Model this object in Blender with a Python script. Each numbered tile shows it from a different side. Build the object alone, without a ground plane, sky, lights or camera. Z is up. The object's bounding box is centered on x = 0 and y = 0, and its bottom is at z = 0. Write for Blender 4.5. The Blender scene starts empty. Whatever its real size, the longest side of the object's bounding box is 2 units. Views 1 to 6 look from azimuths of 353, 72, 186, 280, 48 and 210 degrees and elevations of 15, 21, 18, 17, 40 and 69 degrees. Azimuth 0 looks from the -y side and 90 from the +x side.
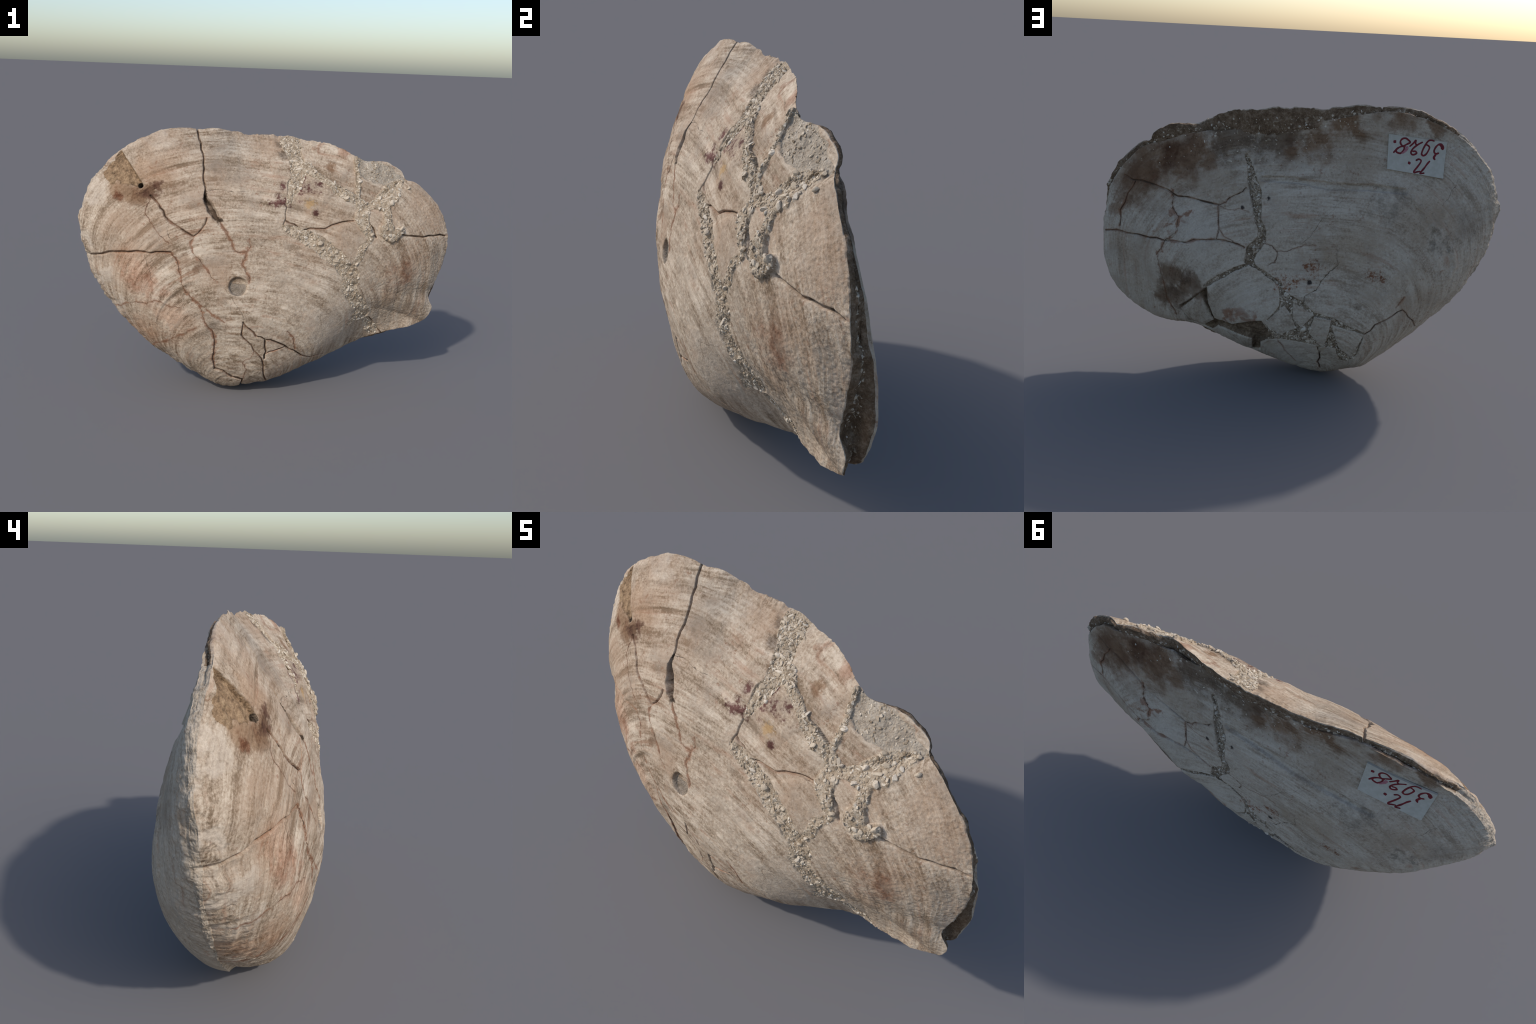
"""Fossil bivalve standing on its beaks: two inflated valves, cracked into shards,
held together by shelly grit, with an inked paper label on the rear valve."""
import bpy
import math
import numpy as np
from mathutils import Matrix, Vector

rng = np.random.default_rng(7)

# ----------------------------------------------------------------------------
# 1. MEASURES.  Metres; x along the shell, z up, the front valve bulges to -y.
# ----------------------------------------------------------------------------
CENTRE = np.array([-0.02, 0.74])          # middle of the commissure plane (x, z)
UMBO = np.array([-0.17, -0.03])           # growth rings are scaled copies of the rim about the beak (x, z)

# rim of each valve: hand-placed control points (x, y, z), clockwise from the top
FRONT_RIM = [
    (-0.386, 0.06, 1.412), (-0.28, 0.076, 1.416), (-0.18, 0.089, 1.396), (-0.06, 0.095, 1.386), (0.05, 0.097, 1.388), (0.18, 0.09, 1.366), (0.33, 0.055, 1.345),
    (0.44, 0.012, 1.305), (0.5, 0.01, 1.272), (0.62, 0.028, 1.264), (0.715, 0.034, 1.218), (0.745, 0.02, 1.172), (0.803, -0.002, 1.158), (0.892, -0.016, 1.078),
    (0.955, -0.026, 0.988), (0.994, -0.028, 0.87), (0.992, -0.018, 0.74), (0.957, -0.014, 0.61), (0.925, -0.004, 0.515), (0.957, 0.003, 0.447), (0.937, 0.005, 0.388),
    (0.91, 0.016, 0.358), (0.87, 0.004, 0.346), (0.825, -0.008, 0.335), (0.76, -0.016, 0.322), (0.7, -0.013, 0.312), (0.64, -0.003, 0.293), (0.55, 0.022, 0.25),
    (0.41, 0.038, 0.176), (0.268, 0.02, 0.132), (0.05, 0.005, 0.04), (-0.1, -0.005, 0.014), (-0.2, -0.005, 0.011), (-0.3, 0, 0.034), (-0.39, 0, 0.103),
    (-0.485, 0, 0.158), (-0.62, -0.002, 0.256), (-0.72, -0.008, 0.353), (-0.818, -0.018, 0.47), (-0.9, -0.02, 0.59), (-0.945, -0.02, 0.68), (-0.95, -0.02, 0.75),
    (-0.986, -0.015, 0.845), (-0.993, -0.01, 0.95), (-0.948, 0, 1.088), (-0.872, 0.005, 1.205), (-0.778, 0.003, 1.3), (-0.665, 0.022, 1.363), (-0.525, 0.045, 1.408),
]
REAR_RIM = [
    (-0.386, 0.08, 1.385), (-0.18, 0.1, 1.345), (-0.02, 0.086, 1.31), (0.18, 0.064, 1.265), (0.4, 0.042, 1.245), (0.6, 0.036, 1.205), (0.745, 0.04, 1.15),
    (0.83, 0.025, 1.1), (0.91, 0.018, 1), (0.965, 0.033, 0.88), (0.985, 0.062, 0.7), (0.975, 0.078, 0.55), (0.938, 0.072, 0.425), (0.858, 0.085, 0.345),
    (0.72, 0.098, 0.266), (0.61, 0.09, 0.235), (0.5, 0.07, 0.225), (0.39, 0.05, 0.185), (0.26, 0.03, 0.13), (0.15, 0.02, 0.095), (0.06, 0.015, 0.065),
    (-0.04, 0.01, 0.035), (-0.15, 0.01, 0.012), (-0.22, 0.01, 0.012), (-0.317, 0.01, 0.045), (-0.41, 0.012, 0.072), (-0.495, 0.012, 0.145), (-0.615, 0.01, 0.248),
    (-0.717, 0.01, 0.345), (-0.8, 0.01, 0.44), (-0.88, 0.012, 0.55), (-0.955, 0.015, 0.72), (-0.983, 0.02, 0.84), (-0.987, 0.025, 0.95), (-0.95, 0.035, 1.085),
    (-0.88, 0.04, 1.195), (-0.77, 0.042, 1.288), (-0.65, 0.06, 1.348), (-0.51, 0.074, 1.386),
]

# bluntness of the section at the rim by angle in degrees (0.5 = round, 1 = sharp lens)
FRONT_BLUNT = [(-180, 0.75), (-150, 0.57), (-120, 0.46), (-90, 0.48), (-60, 0.5), (-38, 0.75), (-20, 0.9), (0, 0.97), (60, 1), (120, 0.95), (150, 0.85)]
REAR_BLUNT = [(-180, 0.7), (-150, 0.6), (-120, 0.41), (-90, 0.36), (-60, 0.41), (-30, 0.68), (0, 0.75), (60, 1), (120, 1), (150, 0.8)]

# inflation of the valves at stations of the commissure plane, row by row (z: xs)
STATIONS = [(0.12, (-.2, .0)), (0.30, (-.5, -.2, .1, .4, .65)), (0.45, (.55, .75, .88)), (0.55, (-.75, -.5, -.2, .1, .4)), (0.65, (.6, .8)),
            (0.80, (-.8, -.5, -.2, .1, .4, .75)), (1.05, (-.8, -.5, -.2, .1, .4, .7)), (1.25, (-.6, -.3, 0, .3))]
FRONT_DEPTH = [
    0.360, 0.377,
    0.412, 0.342, 0.342, 0.312, 0.021,
    0.185, 0.154, 0.161,
    0.434, 0.363, 0.335, 0.319, 0.267,
    0.256, 0.292,
    0.348, 0.304, 0.281, 0.258, 0.254, 0.258,
    0.307, 0.260, 0.248, 0.234, 0.232, 0.233,
    0.212, 0.188, 0.246, 0.220,
]
REAR_DEPTH = [
    0.256, 0.259,
    0.395, 0.297, 0.287, 0.211, 0.103,
    0.195, 0.121, 0.084,
    0.374, 0.321, 0.252, 0.210, 0.240,
    0.206, 0.146,
    0.277, 0.250, 0.220, 0.191, 0.179, 0.176,
    0.175, 0.179, 0.147, 0.135, 0.103, 0.095,
    0.081, 0.076, 0.046, 0.082,
]

# how far the filling between the valves lies back from the rims, by angle
SEAM_RECESS = [(-180, -.005), (-150, -.005), (-120, -.004), (-90, .002), (-65, .008), (-45, .012), (-30, .02), (-18, .035), (-8, .012),
               (8, .005), (25, .006), (40, .015), (60, .02), (90, .02), (120, .02), (138, .012), (150, .0), (165, -.004)]

# crack paths (x, z[, half width])
FRONT_CRACKS = {
    "top_split": [(-0.389, 1.412), (-0.38, 1.365), (-0.368, 1.308), (-0.354, 1.265), (-0.353, 1.217), (-0.357, 1.165), (-0.35, 1.095)],
    "gape": [(-0.35, 1.097, 0.003), (-0.338, 1.061, 0.013), (-0.319, 1.026, 0.021), (-0.297, 0.995, 0.016), (-0.278, 0.973, 0.005)],
    "rust_hook": [(-0.278, 0.973), (-0.247, 0.929), (-0.214, 0.871), (-0.2, 0.826), (-0.172, 0.817)],
    "rust_loop": [(-0.172, 0.817), (-0.139, 0.822), (-0.115, 0.849), (-0.125, 0.885)],
    "rust_tail": [(-0.139, 0.817), (-0.162, 0.763), (-0.137, 0.717), (-0.12, 0.675)],
    "flap": [(-0.408, 0.895), (-0.364, 0.936), (-0.341, 0.986)],
    "shoulder": [(-0.624, 1.085), (-0.582, 1.045), (-0.558, 1.015), (-0.53, 0.967), (-0.474, 0.933), (-0.408, 0.895)],
    "shoulder_thin": [(-0.624, 1.082), (-0.646, 1.033), (-0.649, 1.002), (-0.613, 0.942), (-0.585, 0.907), (-0.529, 0.86)],
    "shoulder_drop": [(-0.535, 0.967), (-0.527, 0.887)],
    "rust_slant": [(-0.408, 0.89), (-0.423, 0.854), (-0.414, 0.822), (-0.371, 0.778), (-0.334, 0.729), (-0.287, 0.674)],
    "slant_thin": [(-0.287, 0.674), (-0.239, 0.627), (-0.206, 0.59), (-0.156, 0.512), (-0.15, 0.461)],
    "side_split": [(-0.948, 0.751, 0.006), (-0.868, 0.776, 0.005), (-0.799, 0.795, 0.007), (-0.733, 0.803, 0.005), (-0.658, 0.81, 0.004), (-0.593, 0.814, 0.002), (-0.52, 0.815, 0.001)],
    "side_thin": [(-0.653, 0.8), (-0.635, 0.735), (-0.621, 0.679), (-0.593, 0.648)],
    "rust_river": [(-0.52, 0.815), (-0.482, 0.761), (-0.468, 0.697), (-0.458, 0.641), (-0.425, 0.6), (-0.378, 0.558), (-0.358, 0.489), (-0.324, 0.429), (-0.294, 0.376), (-0.292, 0.311), (-0.299, 0.252), (-0.286, 0.176)],
    "rust_branch": [(-0.378, 0.558), (-0.331, 0.525), (-0.283, 0.491), (-0.245, 0.461)],
    "flank": [(-0.811, 0.488), (-0.746, 0.535), (-0.678, 0.55), (-0.602, 0.567), (-0.546, 0.548), (-0.471, 0.536)],
    "low_flank": [(-0.622, 0.246), (-0.594, 0.311), (-0.516, 0.351), (-0.46, 0.384), (-0.394, 0.426)],
    "beak_over": [(-0.15, 0.461), (-0.11, 0.42), (-0.079, 0.382), (-0.029, 0.36), (0.026, 0.346), (0.078, 0.319), (0.133, 0.283), (0.234, 0.219), (0.316, 0.218)],
    "beak_left": [(-0.149, 0.451), (-0.156, 0.393), (-0.126, 0.355), (-0.084, 0.294), (-0.042, 0.247), (-0.029, 0.205), (-0.022, 0.138), (-0.001, 0.077)],
    "beak_mid": [(-0.029, 0.354), (-0.02, 0.287), (-0.027, 0.247)],
    "beak_edge": [(-0.029, 0.27), (0.014, 0.291), (0.078, 0.313)],
    "beak_base": [(-0.286, 0.176), (-0.242, 0.165), (-0.19, 0.122), (-0.133, 0.099), (-0.121, -0.005)],
    "beak_chip": [(-0.133, 0.099), (-0.123, 0.152), (-0.126, 0.192), (-0.143, 0.223), (-0.101, 0.253), (-0.084, 0.294)],
    "rust_comma": [(0.086, 0.407), (0.119, 0.371), (0.137, 0.294)],
    "mid_hair": [(0.413, 0.541), (0.359, 0.511), (0.308, 0.49), (0.245, 0.476)],
    "drop_hair": [(0.261, 0.474), (0.275, 0.391)],
    "flare_split": [(0.709, 0.894), (0.761, 0.886), (0.832, 0.876), (0.903, 0.878), (0.977, 0.871)],
    "chip_side": [(0.502, 0.983), (0.518, 0.95), (0.545, 0.916), (0.554, 0.887)],
    "shard_top": [(0.048, 0.933), (0.065, 0.982), (0.072, 1.036)],
    "shard_low": [(0.065, 0.973), (0.11, 0.956), (0.149, 0.925), (0.237, 0.934), (0.307, 0.951), (0.426, 0.974)],
    "hinge_split": [(0.565, 0.419), (0.611, 0.361), (0.669, 0.297)],
    "growth_break": [(-0.346, 1.113), (-0.261, 1.121), (-0.147, 1.117)],
}
FRONT_BANDS = {
    "rim_band": [(0.112, 1.359, 0.057), (0.117, 1.328, 0.054), (0.125, 1.284, 0.044), (0.14, 1.222, 0.044), (0.137, 1.178, 0.029), (0.11, 1.134, 0.034), (0.089, 1.08, 0.019), (0.072, 1.055, 0.008)],
    "fork": [(0.179, 1.232, 0.027), (0.225, 1.198, 0.017), (0.282, 1.169, 0.013), (0.34, 1.129, 0.021), (0.399, 1.097, 0.021), (0.449, 1.074, 0.024), (0.49, 1.027, 0.032), (0.472, 0.983, 0.037), (0.493, 0.936, 0.029), (0.53, 0.893, 0.012)],
    "upright": [(0.452, 1.281, 0.012), (0.459, 1.201, 0.009), (0.457, 1.138, 0.011), (0.451, 1.083, 0.015)],
    "lump": [(0.7, 1.155, 0.022), (0.643, 1.107, 0.047), (0.589, 1.068, 0.041), (0.612, 1.023, 0.02), (0.612, 0.971, 0.02), (0.609, 0.919, 0.044), (0.638, 0.883, 0.027), (0.691, 0.92, 0.016)],
    "lump_link": [(0.521, 1.041, 0.019), (0.589, 1.068, 0.029)],
    "long_band": [(0.055, 0.942, 0.009), (0.11, 0.92, 0.028), (0.169, 0.893, 0.031), (0.227, 0.865, 0.04), (0.277, 0.827, 0.046), (0.328, 0.788, 0.041), (0.383, 0.737, 0.046), (0.419, 0.684, 0.049), (0.412, 0.623, 0.045), (0.437, 0.571, 0.037), (0.487, 0.513, 0.042), (0.517, 0.463, 0.046), (0.469, 0.43, 0.022), (0.441, 0.392, 0.012)],
    "narrow_link": [(0.531, 0.883, 0.009), (0.48, 0.841, 0.016), (0.458, 0.783, 0.016), (0.434, 0.744, 0.021)],
    "hinge_patch": [(0.552, 0.406, 0.022), (0.611, 0.328, 0.029)],
}
FRONT_AREAS = {
    "cement": [(0.452, 1.281), (0.558, 1.268), (0.655, 1.235), (0.741, 1.171), (0.695, 1.133), (0.623, 1.135), (0.547, 1.16), (0.478, 1.205)],
    "clay": [(-0.777, 1.298), (-0.728, 1.232), (-0.662, 1.142), (-0.685, 1.119), (-0.774, 1.136), (-0.84, 1.166), (-0.868, 1.205)],
}
FRONT_SPOTS = {
    "drill": (-0.181, 0.651),
    "clay_hole": (-0.674, 1.131),
    "brown_halo": (-0.619, 1.122),
    "halo_low": (-0.68, 1.088),
    "purple": (0.052, 1.142),
    "purple_low": (0.045, 1.062),
    "brown_knot": (0.316, 1.236),
    "spatter": (0.182, 1.118),
    "ochre": (0.194, 1.06),
    "red": (0.225, 1.011),
    "flare_red": (0.718, 0.689),
    "flank_red": (-0.639, 0.648),
    "river_brown": (-0.436, 0.762),
    "left_red": (-0.787, 1.077),
    "top_grey": (-0.238, 1.306),
    "rim_white": (-0.487, 1.386),
    "side_white": (-0.888, 1.095),
    "left_margin": (-0.965, 0.931),
    "top_white": (-0.562, 1.361),
    "low_grey": (0.351, 0.39),
    "beak_dark": (-0.329, 0.444),
    "spike_brown": (0.833, 0.457),
    "low_left_red": (-0.673, 0.366),
    "rim_brown": (0.27, 1.335),
    "clay_lip": (-0.76, 1.11),
    "flare_brown": (0.74, 0.74),
    "flare_low": (0.66, 0.55),
    "crust": (-0.955, 1.05),
    "crust_mid": (-0.965, 0.84),
    "crust_low": (-0.90, 0.66),
    "crust_foot": (-0.80, 0.50),
    "shoulder_tan": (-0.60, 1.20),
    "flank_tan": (-0.72, 0.72),
    "low_tan": (-0.50, 0.45),
    "rim_brown_end": (0.39, 1.31),
    "rim_rust": (0.66, 1.23),
    "top_soot": (0.06, 1.30),
    "band_stain": (0.36, 0.80),
    "band_stain_low": (0.40, 0.60),
}
REAR_CRACKS = {
    "long_split": [(0.971, 0.694), (0.84, 0.701), (0.709, 0.701), (0.627, 0.7), (0.557, 0.705), (0.472, 0.725), (0.359, 0.737), (0.284, 0.73), (0.216, 0.712)],
    "gritty_split": [(0.876, 0.985), (0.776, 0.969), (0.631, 0.941), (0.52, 0.918), (0.432, 0.905), (0.362, 0.898)],
    "rust_up": [(0.362, 0.898), (0.303, 0.94), (0.228, 0.988)],
    "rust_down": [(0.362, 0.898), (0.348, 0.788), (0.359, 0.737)],
    "rust_hair": [(0.348, 0.788), (0.294, 0.742), (0.216, 0.712)],
    "plate_hair": [(0.362, 0.898), (0.297, 0.881), (0.203, 0.879)],
    "star_stem": [(0.606, 0.943), (0.595, 0.859), (0.557, 0.82), (0.561, 0.758), (0.617, 0.706), (0.641, 0.655), (0.667, 0.621)],
    "star_arm": [(0.63, 0.768), (0.557, 0.82), (0.498, 0.851)],
    "mid_hair": [(-0.243, 0.973), (-0.197, 0.925), (-0.156, 0.892), (-0.134, 0.848), (-0.069, 0.763)],
    "fork_stem": [(0.115, 0.743), (0.054, 0.708), (0.06, 0.65), (0.096, 0.632)],
    "fork_arm": [(0.054, 0.708), (-0.026, 0.731), (-0.132, 0.756)],
    "long_hair": [(-0.232, 0.77), (-0.244, 0.677), (-0.187, 0.612), (-0.152, 0.544), (-0.096, 0.499), (-0.085, 0.46)],
    "beak_split": [(-0.396, 0.338), (-0.445, 0.393), (-0.495, 0.419), (-0.549, 0.464), (-0.57, 0.473), (-0.602, 0.43), (-0.643, 0.362)],
    "beak_hair": [(-0.538, 0.488), (-0.572, 0.541)],
    "edge_seam": [(0.888, 0.73), (0.89, 0.81), (0.852, 0.898), (0.812, 0.965)],
    "margin_hair": [(-0.775, 1.102), (-0.761, 1.06), (-0.739, 1.018), (-0.712, 0.975)],
    "brown_ridge": [(0.656, 0.643), (0.657, 0.564), (0.628, 0.437), (0.595, 0.331), (0.577, 0.289)],
    "foot_split": [(-0.178, 0.247), (-0.184, 0.188), (-0.176, 0.121), (-0.188, 0.072)],
    "foot_hair": [(0.024, 0.247), (-0.013, 0.179), (-0.059, 0.112)],
}
REAR_BANDS = {
    "grit_seam": [(0.403, 0.502, 0.007), (0.328, 0.56, 0.013), (0.257, 0.602, 0.008), (0.196, 0.629, 0.007)],
    "plate_seam": [(0.15, 0.618, 0.006), (0.094, 0.583, 0.007), (0.027, 0.545, 0.007)],
    "grit_band": [(0.244, 1.142, 0.007), (0.22, 1.084, 0.016), (0.199, 1.018, 0.022), (0.18, 0.97, 0.03), (0.169, 0.912, 0.022), (0.159, 0.853, 0.018), (0.132, 0.804, 0.018), (0.134, 0.759, 0.02), (0.172, 0.709, 0.03), (0.192, 0.652, 0.02), (0.159, 0.622, 0.009)],
}
REAR_TROUGH = [(0.155, 1.039, 0.009), (0.0, 1.046, 0.011), (-0.178, 1.033, 0.014), (-0.352, 1.043, 0.012), (-0.525, 1.037, 0.009)]
REAR_TERRACE = [(-0.571, 1.002), (-0.648, 0.922), (-0.697, 0.865), (-0.767, 0.787), (-0.801, 0.694), (-0.785, 0.638)]
REAR_AREAS = {
    "foot_grit": [(0.033, 0.535), (-0.029, 0.497), (-0.081, 0.479), (-0.149, 0.428), (-0.244, 0.413), (-0.396, 0.346), (-0.391, 0.301), (-0.372, 0.205), (-0.322, 0.147), (-0.284, 0.149), (-0.265, 0.23), (-0.227, 0.246), (-0.181, 0.193), (-0.169, 0.245), (0.009, 0.262), (0.116, 0.23), (0.097, 0.34), (0.023, 0.441)],
    "island_a": [(0.002, 0.442), (-0.029, 0.411), (-0.059, 0.334), (0.017, 0.289), (0.094, 0.341)],
    "island_b": [(-0.045, 0.462), (-0.145, 0.416), (-0.088, 0.345), (-0.047, 0.385)],
    "island_c": [(-0.153, 0.409), (-0.232, 0.403), (-0.223, 0.334), (-0.201, 0.231), (-0.129, 0.32)],
    "island_d": [(-0.24, 0.376), (-0.394, 0.337), (-0.342, 0.187), (-0.28, 0.248)],
    "cavity": [(0.422, 0.467), (0.396, 0.498), (0.392, 0.397), (0.368, 0.306), (0.267, 0.294), (0.169, 0.337), (0.112, 0.349), (0.055, 0.27), (0.121, 0.201), (0.128, 0.148), (0.174, 0.12), (0.165, 0.221), (0.35, 0.258), (0.391, 0.213), (0.445, 0.234), (0.506, 0.251), (0.554, 0.329), (0.55, 0.351), (0.456, 0.433)],
    "loose_chip": [(0.545, 0.328), (0.432, 0.445), (0.406, 0.372), (0.379, 0.292), (0.439, 0.235), (0.503, 0.264)],
}
REAR_SPOTS = {
    "star": (0.566, 0.81),
    "brown_a": (0.593, 0.547),
    "brown_b": (0.492, 0.486),
    "brown_c": (0.589, 0.401),
    "speck_a": (-0.124, 0.623),
    "speck_b": (-0.018, 0.561),
    "speck_c": (-0.429, 0.66),
    "plate_rust": (0.275, 0.354),
    "plate_rust_b": (0.187, 0.339),
    "grey_spot": (-0.358, 0.479),
    "soil_a": (0.713, 1.056),
    "soil_b": (0.514, 1.135),
    "soil_c": (0.328, 1.205),
    "soil_d": (0.107, 1.224),
    "soil_e": (-0.055, 1.228),
    "soil_f": (-0.239, 1.335),
    "soil_g": (-0.654, 1.32),
    "edge_brown": (0.86, 0.86),
    "ridge_grey": (-0.177, 1.047),
    "soil_h": (0.62, 1.13),
    "soil_j": (0.80, 0.97),
    "label_tan": (-0.30, 1.16),
    "ridge_tan": (-0.62, 0.92),
    "mid_tan": (-0.30, 0.78),
    "margin_tan": (-0.86, 0.90),
    "low_tan": (-0.62, 0.60),
    "pale_plate": (0.45, 0.78),
    "pale_low": (0.22, 0.45),
    "pale_foot": (-0.02, 0.17),
    "right_tan": (0.86, 0.62),
    "black_a": (0.113, 0.952),
    "black_b": (0.239, 0.897),
    "black_c": (-0.114, 0.576),
    "grime_a": (-0.72, 0.80),
    "grime_b": (-0.45, 0.98),
    "soil_i": (-0.48, 1.37),
}
LABEL = [(-0.43, 1.287), (-0.704, 1.263), (-0.699, 1.098), (-0.435, 1.129)]

# red ink strokes on the label, in label coordinates (u right, v down)
STROKES = {
    "three": [(0.933, 0.198), (0.921, 0.12), (0.88, 0.089), (0.845, 0.118), (0.812, 0.197), (0.795, 0.282), (0.803, 0.341), (0.836, 0.364), (0.873, 0.339)],
    "three_tail": [(0.836, 0.364), (0.815, 0.43), (0.803, 0.484), (0.822, 0.53)],
    "nine": [(0.775, 0.017), (0.724, 0.004), (0.681, 0.034), (0.648, 0.114), (0.617, 0.224), (0.592, 0.343), (0.585, 0.437), (0.619, 0.47), (0.661, 0.418), (0.693, 0.318), (0.709, 0.222), (0.69, 0.175), (0.657, 0.153)],
    "two_hook": [(0.371, 0.264), (0.424, 0.168), (0.466, 0.07), (0.464, 0.158), (0.489, 0.204)],
    "two": [(0.578, 0.1), (0.53, 0.152), (0.477, 0.227), (0.425, 0.323), (0.398, 0.423), (0.414, 0.481), (0.452, 0.481), (0.495, 0.429), (0.473, 0.383), (0.429, 0.394)],
    "eight": [(0.289, 0.284), (0.251, 0.294), (0.211, 0.231), (0.207, 0.149), (0.242, 0.077), (0.292, 0.055), (0.331, 0.087), (0.372, 0.15), (0.324, 0.213), (0.264, 0.28), (0.202, 0.327), (0.147, 0.404), (0.1, 0.51)],
    "eight_loop": [(0.142, 0.426), (0.151, 0.487), (0.222, 0.5), (0.269, 0.394), (0.278, 0.308)],
    "eight_smear": [(0.329, 0.306), (0.301, 0.406), (0.247, 0.483)],
    "pe": [(0.502, 0.628), (0.542, 0.587), (0.585, 0.612), (0.574, 0.687), (0.523, 0.824), (0.477, 0.939), (0.485, 0.973), (0.536, 0.939), (0.581, 0.916)],
    "pe_leg": [(0.736, 0.598), (0.697, 0.685), (0.652, 0.809), (0.601, 0.926), (0.59, 0.97), (0.654, 0.942)],
    "dot": [(0.105, 0.205), (0.111, 0.191)],
    "dot_low": [(0.378, 0.723), (0.385, 0.742)],
    "blob": [(0.887, 0.087), (0.921, 0.13), (0.936, 0.197)],
}


# ----------------------------------------------------------------------------
# 2. NOISE, CURVES, DISTANCES
# ----------------------------------------------------------------------------
def _hash(ix, iy, iz, seed):
    h = (ix * 374761393 + iy * 668265263 + iz * 1274126177 + seed * 974634253) & 0xFFFFFFFF
    h = ((h ^ (h >> 13)) * 1274126177) & 0xFFFFFFFF
    h = ((h ^ (h >> 16)) * 668265263) & 0xFFFFFFFF
    return ((h ^ (h >> 15)) & 0xFFFFFF) / float(0xFFFFFF)


def noise(P, freq, seed=0):
    """Smooth value noise in [-1, 1] of an (n, k) array, k = 1..3."""
    P = np.atleast_2d(P) * freq
    I = np.floor(P).astype(np.int64)
    f = P - I
    f = f * f * f * (f * (f * 6 - 15) + 10)
    k = P.shape[1]
    out = np.zeros(len(P))
    zero = np.zeros(len(P), np.int64)
    for corner in range(2 ** k):
        w = np.ones(len(P))
        idx = []
        for a in range(k):
            bit = (corner >> a) & 1
            w = w * (f[:, a] if bit else 1 - f[:, a])
            idx.append(I[:, a] + bit)
        while len(idx) < 3:
            idx.append(zero)
        out += w * _hash(*idx, seed)
    return out * 2 - 1


def fbm(P, freq, seed=0, octaves=3, gain=0.5):
    total, amp, norm = 0, 1.0, 0.0
    for o in range(octaves):
        total = total + amp * noise(P, freq * 2.03 ** o, seed + 17 * o)
        norm += amp
        amp *= gain
    return total / norm


def smooth(a, b, v):
    t = np.clip((v - a) / (b - a), 0, 1)
    return t * t * (3 - 2 * t)


def path_distance(xz, path, default_half=0.0):
    """Distance to a polyline and the half width of its nearest point."""
    best = np.full(len(xz), 9.0)
    half = np.full(len(xz), default_half)
    path = [tuple(p) if len(p) > 2 else tuple(p) + (default_half,) for p in path]
    for a, b in zip(path[:-1], path[1:]):
        reach = 0.16 + max(a[2], b[2])
        near = np.flatnonzero((xz[:, 0] > min(a[0], b[0]) - reach) & (xz[:, 0] < max(a[0], b[0]) + reach)
                              & (xz[:, 1] > min(a[1], b[1]) - reach) & (xz[:, 1] < max(a[1], b[1]) + reach))
        p = xz[near]
        A, B = np.array(a[:2]), np.array(b[:2])
        ba = B - A
        t = np.clip(((p - A) @ ba) / max(ba @ ba, 1e-12), 0, 1)
        d = np.hypot(*(p - A - t[:, None] * ba).T)
        w = a[2] + (b[2] - a[2]) * t
        closer = (d - w) < (best[near] - half[near])
        best[near[closer]] = d[closer]
        half[near[closer]] = w[closer]
    return best, half


def area_distance(xz, polygon):
    """Signed distance to a polygon, negative inside."""
    closed = list(polygon) + [polygon[0]]
    d, _ = path_distance(xz, closed)
    inside = np.zeros(len(xz), bool)
    for (x0, z0), (x1, z1) in zip(closed[:-1], closed[1:]):
        if z0 == z1:
            continue
        cross = ((xz[:, 1] < z0) != (xz[:, 1] < z1)) & (xz[:, 0] < (x1 - x0) * (xz[:, 1] - z0) / (z1 - z0) + x0)
        inside ^= cross
    return np.where(inside, -d, d)


def roughen(path, share=0.12):
    """Halve every leg of a crack and push the new point sideways a little."""
    out = [path[0]]
    for a, b in zip(path[:-1], path[1:]):
        m = [(p + q) / 2 for p, q in zip(a, b)]
        dx, dz = b[0] - a[0], b[1] - a[1]
        k = rng.uniform(-share, share)
        m[0] += -dz * k
        m[1] += dx * k
        out += [tuple(m), b]
    return out


def ring_table():
    """Distance from the beak to the rim by direction, smoothed: the shape of one growth ring."""
    P = np.array(FRONT_RIM)[:, [0, 2]]
    t = np.linspace(0, len(P), 4000, endpoint=False)
    k = t.astype(int)
    f = (t - k)[:, None]
    d = P[k] * (1 - f) + P[(k + 1) % len(P)] * f - UMBO
    phi, r = np.arctan2(d[:, 1], d[:, 0]), np.hypot(d[:, 0], d[:, 1])
    angles = np.radians(np.linspace(20, 152, 33))
    reach = np.array([r[np.abs(phi - a) < .06].max() for a in angles])
    reach = np.convolve(np.pad(reach, 2, mode="edge"), np.ones(5) / 5, mode="valid")
    return angles, reach


RING_ANGLE, RING_REACH = ring_table()


def growth(xz):
    """0 at the beak, about 1 at the rim."""
    d = xz - UMBO
    return np.hypot(d[:, 0], d[:, 1]) / np.interp(np.arctan2(d[:, 1], d[:, 0]), RING_ANGLE, RING_REACH)


def by_angle(table, theta):
    t = np.array(table, float)
    a = np.radians(t[:, 0])
    o = np.argsort(a)
    a, v = a[o], t[o, 1]
    return np.interp(theta, np.concatenate([a - 2 * np.pi, a, a + 2 * np.pi]), np.tile(v, 3))


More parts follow.
